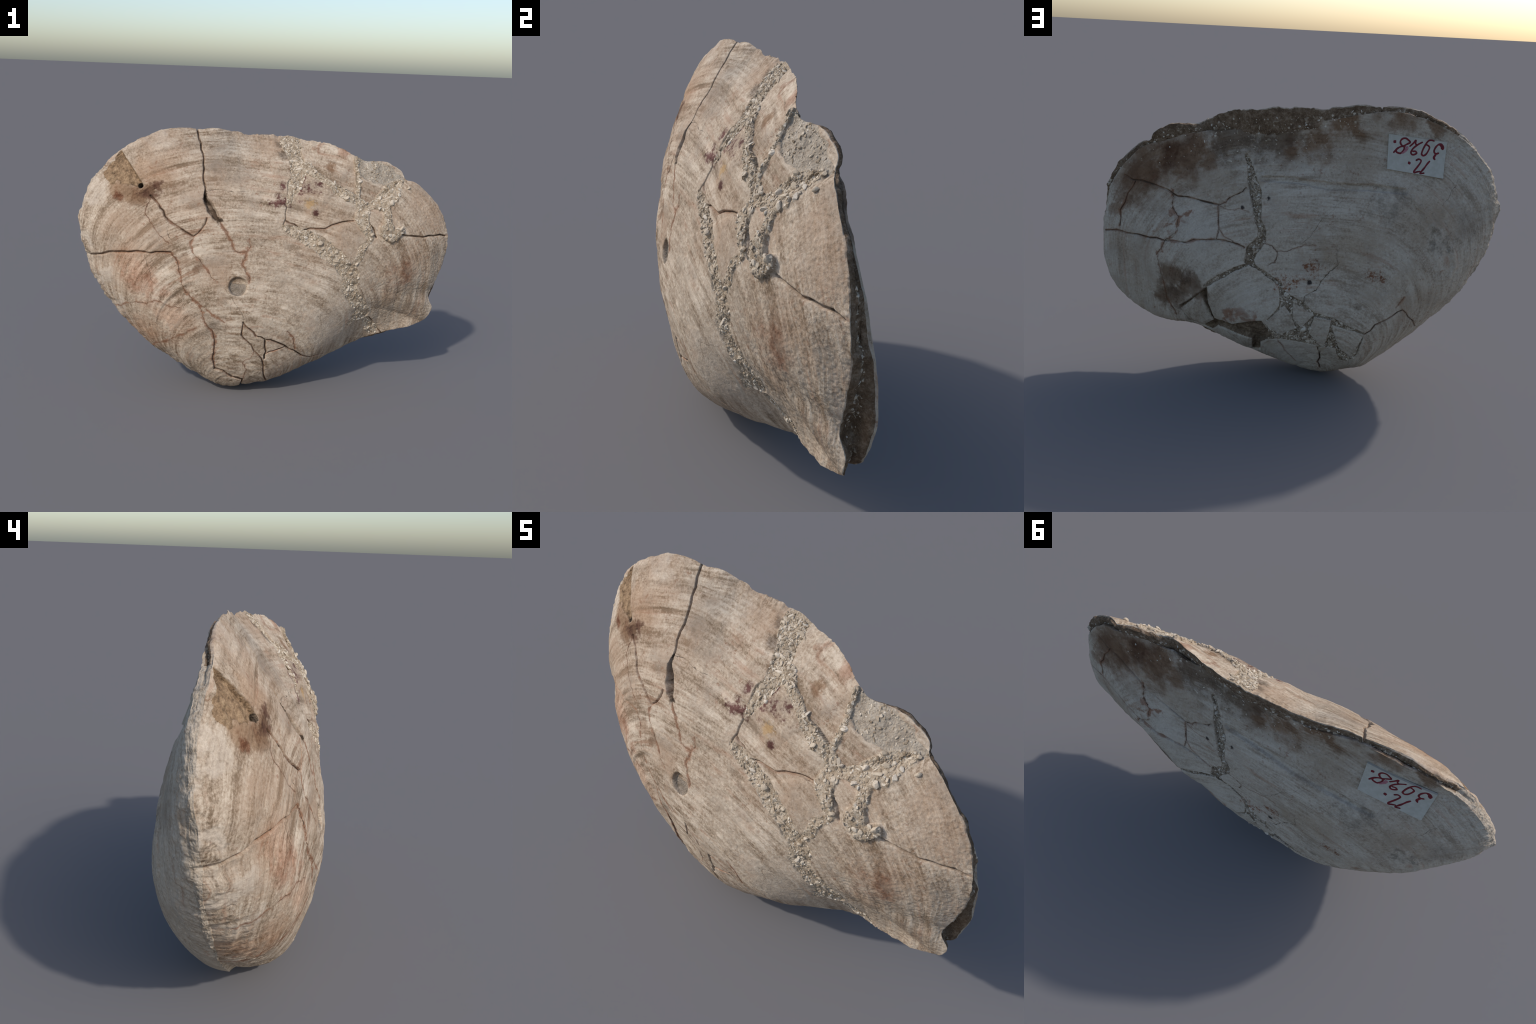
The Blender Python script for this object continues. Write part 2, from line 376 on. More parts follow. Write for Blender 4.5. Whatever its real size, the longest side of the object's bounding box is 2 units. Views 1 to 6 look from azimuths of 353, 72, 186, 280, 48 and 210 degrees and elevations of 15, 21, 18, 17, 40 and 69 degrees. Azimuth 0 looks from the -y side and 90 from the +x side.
# ----------------------------------------------------------------------------
# 3. THE VALVE SURFACE
# ----------------------------------------------------------------------------
class Valve:
    def __init__(self, rim, side, blunt, depth, chip, seed):
        P = np.array(rim)
        n = len(P)
        t = np.arange(n * 24) / 24
        i = t.astype(int)
        f = (t - i)[:, None]
        p0, p1, p2, p3 = (P[(i + k) % n] for k in (-1, 0, 1, 2))
        Q = .5 * (2 * p1 + (p2 - p0) * f + (2 * p0 - 5 * p1 + 4 * p2 - p3) * f ** 2 + (3 * p1 - p0 - 3 * p2 + p3) * f ** 3)
        a = np.arctan2(Q[:, 2] - CENTRE[1], Q[:, 0] - CENTRE[0])
        o = np.argsort(a)
        a, Q = a[o], Q[o]
        self.angle = np.concatenate([a - 2 * np.pi, a, a + 2 * np.pi])
        self.radius = np.tile(np.hypot(Q[:, 0] - CENTRE[0], Q[:, 2] - CENTRE[1]), 3)
        self.rim_y = np.tile(Q[:, 1], 3)
        self.side, self.blunt, self.chip, self.seed = side, blunt, chip, seed
        self.stations = np.array([(x, z) for z, xs in STATIONS for x in xs])
        K = self.kernel(self.stations, self.stations)
        m = len(K)
        L = np.c_[np.ones(m), self.stations]
        self.weights = np.linalg.solve(np.block([[K, L], [L.T, np.zeros((3, 3))]]), np.r_[np.array(depth), 0, 0, 0])

    @staticmethod
    def kernel(a, b):
        d = np.sqrt(((a[:, None] - b[None]) ** 2).sum(-1)) + 1e-9
        return d * d * np.log(d)

    def rim_radius(self, theta):
        return np.interp(theta, self.angle, self.radius)

    def rim_chips(self, theta):
        ring = np.stack([np.cos(theta), np.sin(theta)], -1)
        amount = by_angle(self.chip, theta)
        ragged = fbm(ring, 9, self.seed, 4, .6) - .5 * np.maximum(0, noise(ring, 22, self.seed + 5) - .25)
        broken = np.round(noise(ring, 13, self.seed + 9) * 2.2) / 2.2          # snapped-off steps
        return np.minimum(amount * (.8 * ragged + .35 * broken - .08), .3 * amount)

    def surface(self, xz, theta=None, g=None):
        if theta is None:
            d = xz - CENTRE
            theta = np.arctan2(d[:, 1], d[:, 0])
            g = np.clip(np.hypot(d[:, 0], d[:, 1]) / self.rim_radius(theta), 0, 1)
        base = np.interp(theta, self.angle, self.rim_y) * g ** 2 + .03 * (1 - g ** 2)
        left = smooth(math.radians(125), math.radians(150), np.abs(theta))
        base = base + (.005 + .004 * left) * g ** 26 * fbm(np.stack([np.cos(theta), np.sin(theta)], -1), 7, self.seed + 40, 3, .6)
        swell = (1 - np.clip(g, 0, 1) ** 2.2) ** by_angle(self.blunt, theta)
        inflate = np.zeros(len(xz))
        for s in range(0, len(xz), 40000):
            part = xz[s:s + 40000]
            inflate[s:s + 40000] = np.c_[self.kernel(part, self.stations), np.ones(len(part)), part] @ self.weights
        return base + self.side * swell * inflate

    def sheet(self, n):
        """Square grid folded onto the disk of the valve."""
        u = np.linspace(-1, 1, n + 1)
        A, B = np.meshgrid(u, u, indexing="ij")
        wide = np.abs(A) > np.abs(B)
        with np.errstate(divide="ignore", invalid="ignore"):
            phi = np.where(wide, np.pi / 4 * B / A, np.pi / 2 - np.pi / 4 * A / B)
        rho = np.where(wide, A, B)
        phi = np.nan_to_num(phi, nan=0.0)
        x, y = rho * np.cos(phi), rho * np.sin(phi)
        theta = np.arctan2(y, x).ravel()
        rho = np.abs(rho).ravel()
        g = .55 * rho + .45 * np.sin(rho * np.pi / 2)
        r = g * self.rim_radius(theta) + g ** 16 * self.rim_chips(theta)
        xz = np.stack([CENTRE[0] + r * np.cos(theta), CENTRE[1] + r * np.sin(theta)], -1)
        return xz, theta, g


def grid_quads(n, flip):
    i = np.arange((n + 1) * (n + 1)).reshape(n + 1, n + 1)
    a, b, c, d = i[:-1, :-1].ravel(), i[1:, :-1].ravel(), i[1:, 1:].ravel(), i[:-1, 1:].ravel()
    return np.stack([a, d, c, b] if flip else [a, b, c, d], -1)


def grid_border(n):
    i = np.arange((n + 1) * (n + 1)).reshape(n + 1, n + 1)
    return np.concatenate([i[-1, :-1], i[:0:-1, -1], i[0, :0:-1], i[:-1, 0]])


def vertex_normals(V, Q):
    fn = np.cross(V[Q[:, 2]] - V[Q[:, 0]], V[Q[:, 3]] - V[Q[:, 1]])
    N = np.zeros_like(V)
    for k in range(4):
        for ax in range(3):
            N[:, ax] += np.bincount(Q[:, k], fn[:, ax], len(V))
    return N / np.maximum(np.linalg.norm(N, axis=1), 1e-12)[:, None]


def label_islands(mask, n):
    """Number the 4-connected islands of True cells of an (n+1)^2 vertex grid (0 = none)."""
    M = mask.reshape(n + 1, n + 1)
    parent = [0]
    lab = np.zeros(M.shape, np.int32)

    def root(k):
        while parent[k] != k:
            parent[k] = parent[parent[k]]
            k = parent[k]
        return k

    prev = []
    for r in range(n + 1):
        edge = np.flatnonzero(np.diff(np.r_[0, M[r].astype(np.int8), 0]))
        runs = []
        for s, e in zip(edge[::2], edge[1::2]):
            mine = 0
            for ps, pe, pl in prev:
                if ps < e and s < pe:
                    if not mine:
                        mine = root(pl)
                    else:
                        parent[root(pl)] = mine
            if not mine:
                parent.append(len(parent))
                mine = len(parent) - 1
            runs.append((s, e, mine))
            lab[r, s:e] = mine
        prev = runs
    table = np.array([root(k) for k in range(len(parent))])
    return table[lab].ravel()


# ----------------------------------------------------------------------------
# 4. MATERIALS
# ----------------------------------------------------------------------------
class Nodes:
    """Small helper that adds nodes in order and hands back their output sockets."""

    def __init__(self, name, group=False):
        if group:
            self.t = bpy.data.node_groups.new(name, "ShaderNodeTree")
            return
        self.mat = bpy.data.materials.new(name)
        self.mat.use_nodes = True
        self.t = self.mat.node_tree
        self.t.nodes.clear()

    def add(self, kind, **props):
        node = self.t.nodes.new(kind)
        for k, v in props.items():
            setattr(node, k, v)
        return node

    def put(self, socket, v):
        if isinstance(v, bpy.types.NodeSocket):
            self.t.links.new(v, socket)
        else:
            socket.default_value = v

    def math(self, op, a, b=0.0, c=0.0, clamp=False):
        m = self.add("ShaderNodeMath", operation=op, use_clamp=clamp)
        for s, v in zip(m.inputs, (a, b, c)):
            self.put(s, v)
        return m.outputs[0]

    def vmath(self, op, a, b=(0, 0, 0), scale=None):
        m = self.add("ShaderNodeVectorMath", operation=op)
        self.put(m.inputs[0], a)
        if op not in ("LENGTH", "SCALE"):
            self.put(m.inputs[1], b)
        if scale is not None:
            self.put(m.inputs["Scale"], scale)
        return m.outputs["Value"] if op in ("LENGTH", "DOT_PRODUCT", "DISTANCE") else m.outputs[0]

    def noise(self, vec, scale, detail=3.0, rough=0.55, distortion=0.0):
        m = self.add("ShaderNodeTexNoise")
        self.put(m.inputs["Vector"], vec)
        m.inputs["Scale"].default_value = scale
        m.inputs["Detail"].default_value = detail
        m.inputs["Roughness"].default_value = rough
        m.inputs["Distortion"].default_value = distortion
        return m.outputs[0]

    def voronoi(self, vec, scale, feature="F1"):
        m = self.add("ShaderNodeTexVoronoi", feature=feature)
        self.put(m.inputs["Vector"], vec)
        m.inputs["Scale"].default_value = scale
        return m.outputs["Distance"]

    def span(self, v, a, b, lo=0.0, hi=1.0):
        m = self.add("ShaderNodeMapRange", interpolation_type="SMOOTHSTEP")
        for s, x in zip(m.inputs, (v, a, b, lo, hi)):
            self.put(s, x)
        return m.outputs[0]

    def ramp(self, v, stops):
        m = self.add("ShaderNodeValToRGB")
        r = m.color_ramp
        while len(r.elements) < len(stops):
            r.elements.new(0.5)
        for e, (p, c) in zip(r.elements, stops):
            e.position = p
            e.color = (*c, 1)
        self.put(m.inputs[0], v)
        return m.outputs[0]

    def mix(self, f, a, b, blend="MIX"):
        m = self.add("ShaderNodeMix", data_type="RGBA", blend_type=blend)
        self.put(m.inputs[0], f)
        for s, v in ((m.inputs[6], a), (m.inputs[7], b)):
            self.put(s, (*v, 1) if isinstance(v, tuple) else v)
        return m.outputs[2]

    def position(self):
        return self.add("ShaderNodeTexCoord").outputs["Object"]

    def finish(self, colour, height=None, rough=0.85, strength=0.5, distance=0.004, specular=0.25):
        b = self.add("ShaderNodeBsdfPrincipled")
        self.put(b.inputs["Base Color"], colour)
        self.put(b.inputs["Roughness"], rough)
        b.inputs["Specular IOR Level"].default_value = specular
        if height is not None:
            u = self.add("ShaderNodeBump")
            u.inputs["Strength"].default_value = strength
            u.inputs["Distance"].default_value = distance
            self.put(u.inputs["Height"], height)
            self.t.links.new(u.outputs[0], b.inputs["Normal"])
        o = self.add("ShaderNodeOutputMaterial")
        self.t.links.new(b.outputs[0], o.inputs[0])
        return self.mat


RUST = (.20, .088, .045)
BROWN_STAIN = (.20, .125, .075)
PURPLE = (.11, .05, .04)
OCHRE = (.385, .245, .11)
CRACK_DARK = (.06, .04, .026)
CHALK = (.53, .455, .375)
GREY = (.255, .205, .155)

# palette: dark streak, body, light streak, warm tint, grey tint
FRONT_PALETTE = ((.18, .126, .081), (.366, .286, .210), (.54, .452, .356), (.295, .190, .120), (.25, .205, .160))
REAR_PALETTE = ((.28, .222, .163), (.415, .348, .272), (.505, .438, .355), (.30, .218, .142), (.32, .272, .218))

# stains: spot, radius, colour, strength, noise frequency, patchiness (0 solid .. 1 flecks)
FRONT_STAINS = [
    ("brown_halo", .10, (.13, .075, .05), .9, 20, .2), ("halo_low", .12, BROWN_STAIN, .8, 20, .25), ("clay_lip", .17, (.235, .155, .095), .75, 14, .25),
    ("purple", .045, PURPLE, .9, 50, .45), ("purple_low", .12, PURPLE, .9, 42, .75),
    ("brown_knot", .07, BROWN_STAIN, .85, 40, .45), ("spatter", .15, PURPLE, .9, 42, .8),
    ("ochre", .075, OCHRE, .85, 44, .6), ("red", .045, PURPLE, .9, 44, .5),
    ("flare_red", .24, RUST, .6, 26, .7), ("flank_red", .28, (.26, .14, .085), .55, 17, .6),
    ("river_brown", .15, BROWN_STAIN, .5, 16, .5), ("left_red", .07, RUST, .7, 34, .55),
    ("top_grey", .30, GREY, .65, 8, .35), ("top_white", .20, CHALK, .5, 14, .5),
    ("side_white", .13, CHALK, .5, 14, .5), ("low_grey", .32, (.43, .37, .305), .5, 6, .3),
    ("beak_dark", .14, GREY, .5, 16, .5), ("spike_brown", .10, BROWN_STAIN, .5, 26, .5),
    ("low_left_red", .24, (.33, .20, .12), .5, 15, .55),
    ("rim_brown", .09, RUST, .45, 26, .5), ("rim_brown_end", .08, RUST, .45, 26, .5), ("rim_rust", .05, RUST, .45, 26, .5),
    ("flare_brown", .30, BROWN_STAIN, .45, 18, .6), ("flare_low", .22, BROWN_STAIN, .45, 20, .6),
    ("crust", .10, CHALK, .6, 20, .35), ("crust_mid", .10, CHALK, .6, 20, .35), ("crust_low", .09, CHALK, .6, 20, .35), ("crust_foot", .09, CHALK, .5, 20, .4),
    ("shoulder_tan", .30, (.34, .225, .14), .5, 9, .4), ("flank_tan", .28, (.34, .215, .14), .55, 9, .4), ("low_tan", .26, (.34, .215, .14), .5, 9, .45),
    ("top_soot", .09, (.13, .10, .075), .6, 24, .4),
]
REAR_STAINS = [
    ("star", .10, RUST, .75, 34, .6), ("brown_a", .17, (.17, .115, .075), .85, 15, .2), ("brown_b", .17, (.17, .115, .075), .85, 15, .2),
    ("brown_c", .16, (.17, .115, .075), .8, 15, .2), ("speck_a", .16, RUST, .85, 60, .85), ("speck_b", .14, RUST, .85, 70, .85),
    ("speck_c", .10, RUST, .85, 60, .8), ("plate_rust", .11, RUST, .7, 22, .5), ("plate_rust_b", .09, RUST, .7, 24, .5),
    ("label_tan", .40, (.30, .225, .155), .45, 8, .35), ("ridge_tan", .36, (.30, .225, .155), .5, 9, .4), ("mid_tan", .34, (.32, .245, .17), .5, 10, .4),
    ("margin_tan", .25, (.25, .20, .15), .5, 14, .45), ("low_tan", .30, (.33, .255, .18), .45, 10, .45), ("right_tan", .25, (.30, .22, .15), .45, 12, .4),
    ("pale_plate", .32, (.50, .44, .365), .45, 7, .25), ("pale_low", .26, (.50, .44, .365), .45, 7, .25), ("pale_foot", .24, (.50, .44, .365), .6, 7, .25),
    ("black_a", .022, (.045, .035, .03), .95, 50, .3), ("black_b", .022, (.045, .035, .03), .95, 50, .3), ("black_c", .03, (.045, .035, .03), .95, 50, .4),
    ("grime_a", .16, (.17, .14, .105), .6, 30, .7), ("grime_b", .22, (.17, .14, .105), .55, 30, .75),
    ("grey_spot", .045, GREY, .8, 34, .3), ("soil_a", .36, BROWN_STAIN, .75, 11, .3), ("soil_j", .26, BROWN_STAIN, .6, 12, .35), ("soil_b", .28, BROWN_STAIN, .8, 11, .25),
    ("soil_c", .26, (.165, .118, .08), .9, 11, .15), ("soil_d", .25, (.165, .118, .08), .9, 11, .2), ("soil_e", .24, BROWN_STAIN, .85, 12, .3),
    ("soil_f", .20, BROWN_STAIN, .85, 13, .3), ("soil_h", .22, BROWN_STAIN, .75, 12, .3), ("soil_i", .18, BROWN_STAIN, .7, 14, .35), ("soil_g", .14, BROWN_STAIN, .7, 16, .5), ("edge_brown", .14, BROWN_STAIN, .6, 14, .45),
]


def shell_surface(name, palette, spots, stains):
    """Growth-streaked, stained shell as a node group with the outputs Color and Height."""
    N = Nodes(name, group=True)
    pos = N.position()
    flat = N.vmath("MULTIPLY", pos, (1, 0, 1))
    # growth coordinate (same rule as growth() above)
    d = N.vmath("SUBTRACT", flat, (UMBO[0], 0, UMBO[1]))
    sep = N.add("ShaderNodeSeparateXYZ")
    N.put(sep.inputs[0], d)
    turn = N.math("ARCTAN2", sep.outputs[2], sep.outputs[0])
    lo, hi = float(RING_ANGLE[0]), float(RING_ANGLE[-1])
    curve = N.add("ShaderNodeFloatCurve")
    track = curve.mapping.curves[0]
    for n, a in enumerate(np.linspace(0, 1, 17)):
        y = float(np.interp(lo + a * (hi - lo), RING_ANGLE, RING_REACH)) / 2
        if n in (0, 16):
            track.points[0 if n == 0 else -1].location = (a, y)
        else:
            track.points.new(a, y)
    curve.mapping.update()
    N.put(curve.inputs["Value"], N.math("MULTIPLY", N.math("SUBTRACT", turn, lo), 1 / (hi - lo), clamp=True))
    reach = N.math("MULTIPLY", curve.outputs[0], 2.0)
    grown = N.math("DIVIDE", N.vmath("LENGTH", d), reach)
    drift = N.noise(pos, 3.0, 2)
    grown = N.math("MULTIPLY_ADD", drift, .03, grown)
    comb = N.add("ShaderNodeCombineXYZ")
    N.put(comb.inputs[0], grown)
    N.put(comb.inputs[1], N.math("MULTIPLY", turn, .055))
    along = comb.outputs[0]
    streak = N.noise(along, 24, 6, .66)
    fine = N.noise(along, 95, 3, .65)
    mottle = N.noise(pos, 10, 6, .68)
    grain = N.noise(pos, 95, 4, .75)
    lines = N.math("MULTIPLY_ADD", streak, .52, N.math("MULTIPLY", fine, .48))
    vivid = N.span(N.noise(pos, 3.4, 4, .6), .34, .66, .25, .95)
    v = N.math("MULTIPLY_ADD", N.math("SUBTRACT", lines, .5), vivid, .5)
    v = N.math("ADD", v, N.math("MULTIPLY", N.math("SUBTRACT", grain, .5), .34))
    v = N.math("ADD", v, N.math("MULTIPLY", N.math("SUBTRACT", mottle, .5), .30))
    dark, body, light, warm, grey = palette
    col = N.ramp(v, [(.41, dark), (.485, body), (.575, light)])
    big = N.noise(pos, 2.6, 4, .6)
    col = N.mix(N.math("MULTIPLY", N.span(big, .46, .70), .55), col, warm)
    col = N.mix(N.math("MULTIPLY", N.span(mottle, .52, .72), .5), col, warm)
    ruddy = N.math("MULTIPLY", N.span(N.noise(along, 46, 5, .7), .52, .66), N.span(N.noise(pos, 4, 3), .42, .62))
    col = N.mix(N.math("MULTIPLY", ruddy, .5), col, (.30, .165, .10))
    col = N.mix(N.math("MULTIPLY", N.span(N.noise(pos, 5, 6, .68, .4), .50, .68), .42), col, grey)
    # pits, dark specks and dust
    pits = N.span(N.noise(pos, 62, 5, .72), .33, .40, 1, 0)
    col = N.mix(N.math("MULTIPLY", pits, .5), col, (.13, .09, .06))
    rusty = N.math("MULTIPLY", N.span(N.noise(pos, 34, 6, .72), .575, .66), N.span(N.noise(pos, 3.1, 3), .40, .60))
    col = N.mix(N.math("MULTIPLY", rusty, .55), col, RUST)
    dust = N.span(N.noise(pos, 180, 2, .6), .64, .72)
    col = N.mix(N.math("MULTIPLY", dust, .35), col, CHALK)
    swirl = N.add("ShaderNodeTexNoise")
    N.put(swirl.inputs["Vector"], pos)
    swirl.inputs["Scale"].default_value = 9
    swirl.inputs["Detail"].default_value = 4
    wander = N.vmath("MULTIPLY", N.vmath("SUBTRACT", swirl.outputs["Color"], (.5, .5, .5)), (.36, 0, .20))
    drifted = N.vmath("ADD", flat, wander)
    for spot, radius, tint, strength, freq, patchy in stains:
        x, z = spots[spot]
        far = N.vmath("DISTANCE", drifted if radius > .08 else flat, (x, 0, z))
        near = N.span(far, 0, radius, 1, 0)
        broken = N.math("MULTIPLY_ADD", N.noise(pos, freq, 6, .7), 3.2, -1.6 - 1.0 * patchy)
        mask = N.span(N.math("ADD", N.math("MULTIPLY", near, 1.35), broken), .15 if radius < .18 else -.05, .75 if radius < .18 else 1.05)
        share = N.math("MULTIPLY", N.math("MULTIPLY", mask, near, clamp=True), strength * 1.35, clamp=True)
        if tint[0] > body[0]:
            col = N.mix(N.math("MULTIPLY", share, .7), col, tint)
        else:
            col = N.mix(share, col, tuple(t / b for t, b in zip(tint, body)), "MULTIPLY")
    height = N.math("ADD", N.math("MULTIPLY", fine, .6), N.math("MULTIPLY", grain, 1.0))
    N.t.interface.new_socket("Color", in_out="OUTPUT", socket_type="NodeSocketColor")
    N.t.interface.new_socket("Height", in_out="OUTPUT", socket_type="NodeSocketFloat")
    out = N.add("NodeGroupOutput")
    N.put(out.inputs["Color"], col)
    N.put(out.inputs["Height"], height)
    return N.t


def shell_material(name, surface, veins=None):
    """Shell with the cracks of one neighbourhood drawn in: veins = (paths, half width, rust, shallow)."""
    N = Nodes(name)
    base = N.add("ShaderNodeGroup", node_tree=surface)
    col, height = base.outputs["Color"], base.outputs["Height"]
    if veins:
        pos = N.position()
        flat = N.vmath("MULTIPLY", pos, (1, 0, 1))
        core = halo = None
        twist = N.add("ShaderNodeTexNoise")
        N.put(twist.inputs["Vector"], pos)
        twist.inputs["Scale"].default_value = 42
        twist.inputs["Detail"].default_value = 3
        shake = N.vmath("MULTIPLY", N.vmath("SUBTRACT", twist.outputs["Color"], (.5, .5, .5)), (.020, 0, .020))
        shaken = N.vmath("ADD", flat, shake)
        vary = N.span(N.noise(pos, 15, 4, .65), .36, .64, .15, 1.7)
        for paths, half, rusty, shallow in veins:
            best = None
            for path in paths:
                for a, b in zip(path[:-1], path[1:]):
                    A, B = np.array(a[:2]), np.array(b[:2])
                    ba = B - A
                    inv = ba / max(ba @ ba, 1e-9)
                    pa = N.vmath("SUBTRACT", shaken if shallow else flat, (A[0], 0, A[1]))
                    h = N.math("MULTIPLY", N.vmath("DOT_PRODUCT", pa, (inv[0], 0, inv[1])), 1.0, clamp=True)
                    q = N.vmath("SCALE", (ba[0], 0, ba[1]), scale=h)
                    dist = N.vmath("DISTANCE", pa, q)
                    best = dist if best is None else N.math("MINIMUM", best, dist)
            edge = N.math("SUBTRACT", best, N.math("MULTIPLY", vary, half))
            core = edge if core is None else N.math("MINIMUM", core, edge)
            if rusty > 0:
                reach = N.math("MULTIPLY", N.math("SUBTRACT", N.noise(pos, 20, 5, .7), .42), .085 * rusty)
                rim = N.math("SUBTRACT", best, reach)
                halo = rim if halo is None else N.math("MINIMUM", halo, rim)
        if halo is not None:
            col = N.mix(N.math("MULTIPLY", N.span(halo, -.006, .007, 1, 0), .8), col, RUST)
        fade = N.span(N.noise(pos, 17, 3, .6), .36, .5, .45, .92)
        col = N.mix(N.math("MULTIPLY", N.span(core, -.0009, .0011, 1, 0), fade), col, CRACK_DARK)
    return N.finish(col, height, .85, .7, .004)


def grit_material(name, tint_a, tint_b, tint_c):
    N = Nodes(name)
    pos = N.position()
    a = N.noise(pos, 48, 6, .75)
    b = N.noise(pos, 14, 4, .65)
    col = N.ramp(a, [(.36, tint_a), (.5, tint_b), (.66, tint_c)])
    col = N.mix(N.math("MULTIPLY", N.span(b, .46, .66), .65), col, tint_a)
    flake = N.voronoi(pos, 130)
    col = N.mix(N.math("MULTIPLY", N.span(flake, .12, .34, 1, 0), .4), col, tint_c)
    return N.finish(col, N.math("SUBTRACT", a, N.math("MULTIPLY", flake, .5)), .9, .9, .006, .15)


def pebble_material(name):
    N = Nodes(name)
    pick = N.add("ShaderNodeNewGeometry").outputs["Random Per Island"]
    pos = N.position()
    col = N.ramp(pick, [(0, (.22, .165, .11)), (.35, (.37, .295, .215)), (.75, (.51, .43, .335)), (1, (.64, .575, .48))])
    a = N.noise(pos, 90, 4, .7)
    col = N.mix(N.math("MULTIPLY", N.span(a, .42, .62), .6), col, (.27, .215, .155))
    return N.finish(col, a, .85, .5, .003, .15)


def loose_pebble_material(name):
    N = Nodes(name)
    pick = N.add("ShaderNodeObjectInfo").outputs["Random"]
    pos = N.position()
    col = N.ramp(pick, [(0, (.36, .285, .205)), (.5, (.49, .41, .315)), (1, (.61, .535, .44))])
    a = N.noise(pos, 3, 4, .7)
    col = N.mix(N.math("MULTIPLY", N.span(a, .45, .65), .5), col, (.28, .22, .16))
    return N.finish(col, a, .75, .3, .003)


def plain_material(name, colour, other, scale, rough):
    N = Nodes(name)
    pos = N.position()
    a = N.noise(pos, scale, 4, .6)
    return N.finish(N.mix(N.span(a, .35, .7), colour, other), a, rough, .15, .002)


# ----------------------------------------------------------------------------
# 5. MESH OUTPUT
# ----------------------------------------------------------------------------
root = bpy.data.objects.new("fossil_bivalve", None)
root["label"] = "cracked pale tan fossil clam standing on its beaks"
root["category"] = "fossil shell"
bpy.context.scene.collection.objects.link(root)


def part(name, V, Q, materials, slots=None, normals=None, parent=root, smooth_shade=True, kind=None):
    used, inv = np.unique(Q.ravel(), return_inverse=True)
    inv = inv.reshape(Q.shape)
    me = bpy.data.meshes.new(name)
    me.vertices.add(len(used))
    me.vertices.foreach_set("co", V[used].astype(np.float32).ravel())
    k = Q.shape[1]
    me.loops.add(inv.size)
    me.loops.foreach_set("vertex_index", inv.astype(np.int32).ravel())
    me.polygons.add(len(inv))
    me.polygons.foreach_set("loop_start", np.arange(0, inv.size, k, dtype=np.int32))
    for m in materials:
        me.materials.append(m)
    if slots is not None:
        me.polygons.foreach_set("material_index", slots.astype(np.int32))
    me.update(calc_edges=True)
    me.polygons.foreach_set("use_smooth", np.full(len(inv), smooth_shade))
    if normals is not None:
        me.normals_split_custom_set_from_vertices(normals[used].tolist())
    ob = bpy.data.objects.new(name, me)
    bpy.context.scene.collection.objects.link(ob)
    ob.parent = parent
    if kind:
        ob["kind"] = kind
    return ob


def tidy_slots(materials, slots):
    used = np.unique(slots)
    remap = np.zeros(len(materials), int)
    remap[used] = np.arange(len(used))
    return [materials[i] for i in used], remap[slots]


# ----------------------------------------------------------------------------
# 6. BUILD THE TWO VALVES
# ----------------------------------------------------------------------------
GRID = 680
front = Valve(FRONT_RIM, -1, FRONT_BLUNT, FRONT_DEPTH,
              [(-180, .007), (-150, .006), (-100, .004), (-60, .006), (-30, .004), (0, .008), (40, .012), (90, .016), (110, .009), (150, .006)], 3)
rear = Valve(REAR_RIM, 1, REAR_BLUNT, REAR_DEPTH,
             [(-180, .006), (-150, .005), (-100, .005), (-60, .006), (-30, .006), (0, .008), (40, .008), (90, .010), (150, .008)], 11)

FRONT_CRACKS = {k: roughen(v) for k, v in FRONT_CRACKS.items()}
REAR_CRACKS = {k: roughen(v) for k, v in REAR_CRACKS.items()}

# crack name: (half width, depth, rustiness); grouped by neighbourhood
FRONT_GROUPS = {
    "top": {"top_split": (.0020, .014, .08), "gape": (.004, .04, .25), "growth_break": (.0007, 0, 0)},
    "hook": {"rust_hook": (.0012, .003, .7), "rust_loop": (.0, .002, .8), "rust_tail": (.0008, .003, .8)},
    "shoulder": {"shoulder": (.0024, .012, .35), "shoulder_thin": (.0006, 0, .15), "shoulder_drop": (.0006, 0, 0), "flap": (.0016, .008, .25)},
    "slant": {"rust_slant": (.0008, .002, .75), "slant_thin": (.0006, 0, 0)},
    "side": {"side_split": (.002, .012, .35), "side_thin": (.0006, 0, 0)},
    "river": {"rust_river": (.0010, .003, .75), "rust_branch": (.0002, 0, .55)},
    "flank": {"flank": (.0006, 0, .4), "low_flank": (.0004, 0, .6)},
    "beak": {"beak_over": (.0022, .012, .3), "beak_edge": (.0014, .006, .4)},
    "beak_low": {"beak_left": (.0016, .010, .25), "beak_mid": (.003, .014, .15)},
    "beak_foot": {"beak_base": (.0028, .012, .25), "beak_chip": (.0006, 0, .2)},
    "comma": {"rust_comma": (.0008, .002, .45), "mid_hair": (.0006, 0, 0), "drop_hair": (.0004, 0, 0)},
    "flare": {"flare_split": (.0022, .014, .05), "hinge_split": (.002, .008, .2)},
    "shards": {"chip_side": (.003, .010, .1), "shard_top": (.0018, .006, 0), "shard_low": (.0022, .008, .2)},
}
REAR_GROUPS = {
    "long": {"long_split": (.0018, .008, .5), "rust_hair": (.0006, 0, .2)},
    "nodes": {"rust_up": (.0014, .005, .3), "rust_down": (.0014, .005, .3), "plate_hair": (.0005, 0, .1)},
    "gritty": {"gritty_split": (.0026, .007, .35)},
    "star": {"star_stem": (.0014, .003, .9), "star_arm": (.0, 0, 1.0)},
    "hairs": {"mid_hair": (.0006, 0, 0), "long_hair": (.0010, .003, 0), "fork_stem": (.0010, .003, .1), "fork_arm": (.0006, 0, .2)},
    "beak": {"beak_split": (.0014, .006, .2), "beak_hair": (.0005, 0, .3)},
    "edge": {"edge_seam": (.0014, .006, .6), "margin_hair": (.0006, 0, 0)},
    "ridge": {"brown_ridge": (.001, .003, .4)},
    "foot": {"foot_split": (.0022, .010, .3), "foot_hair": (.0005, 0, .2)},
}



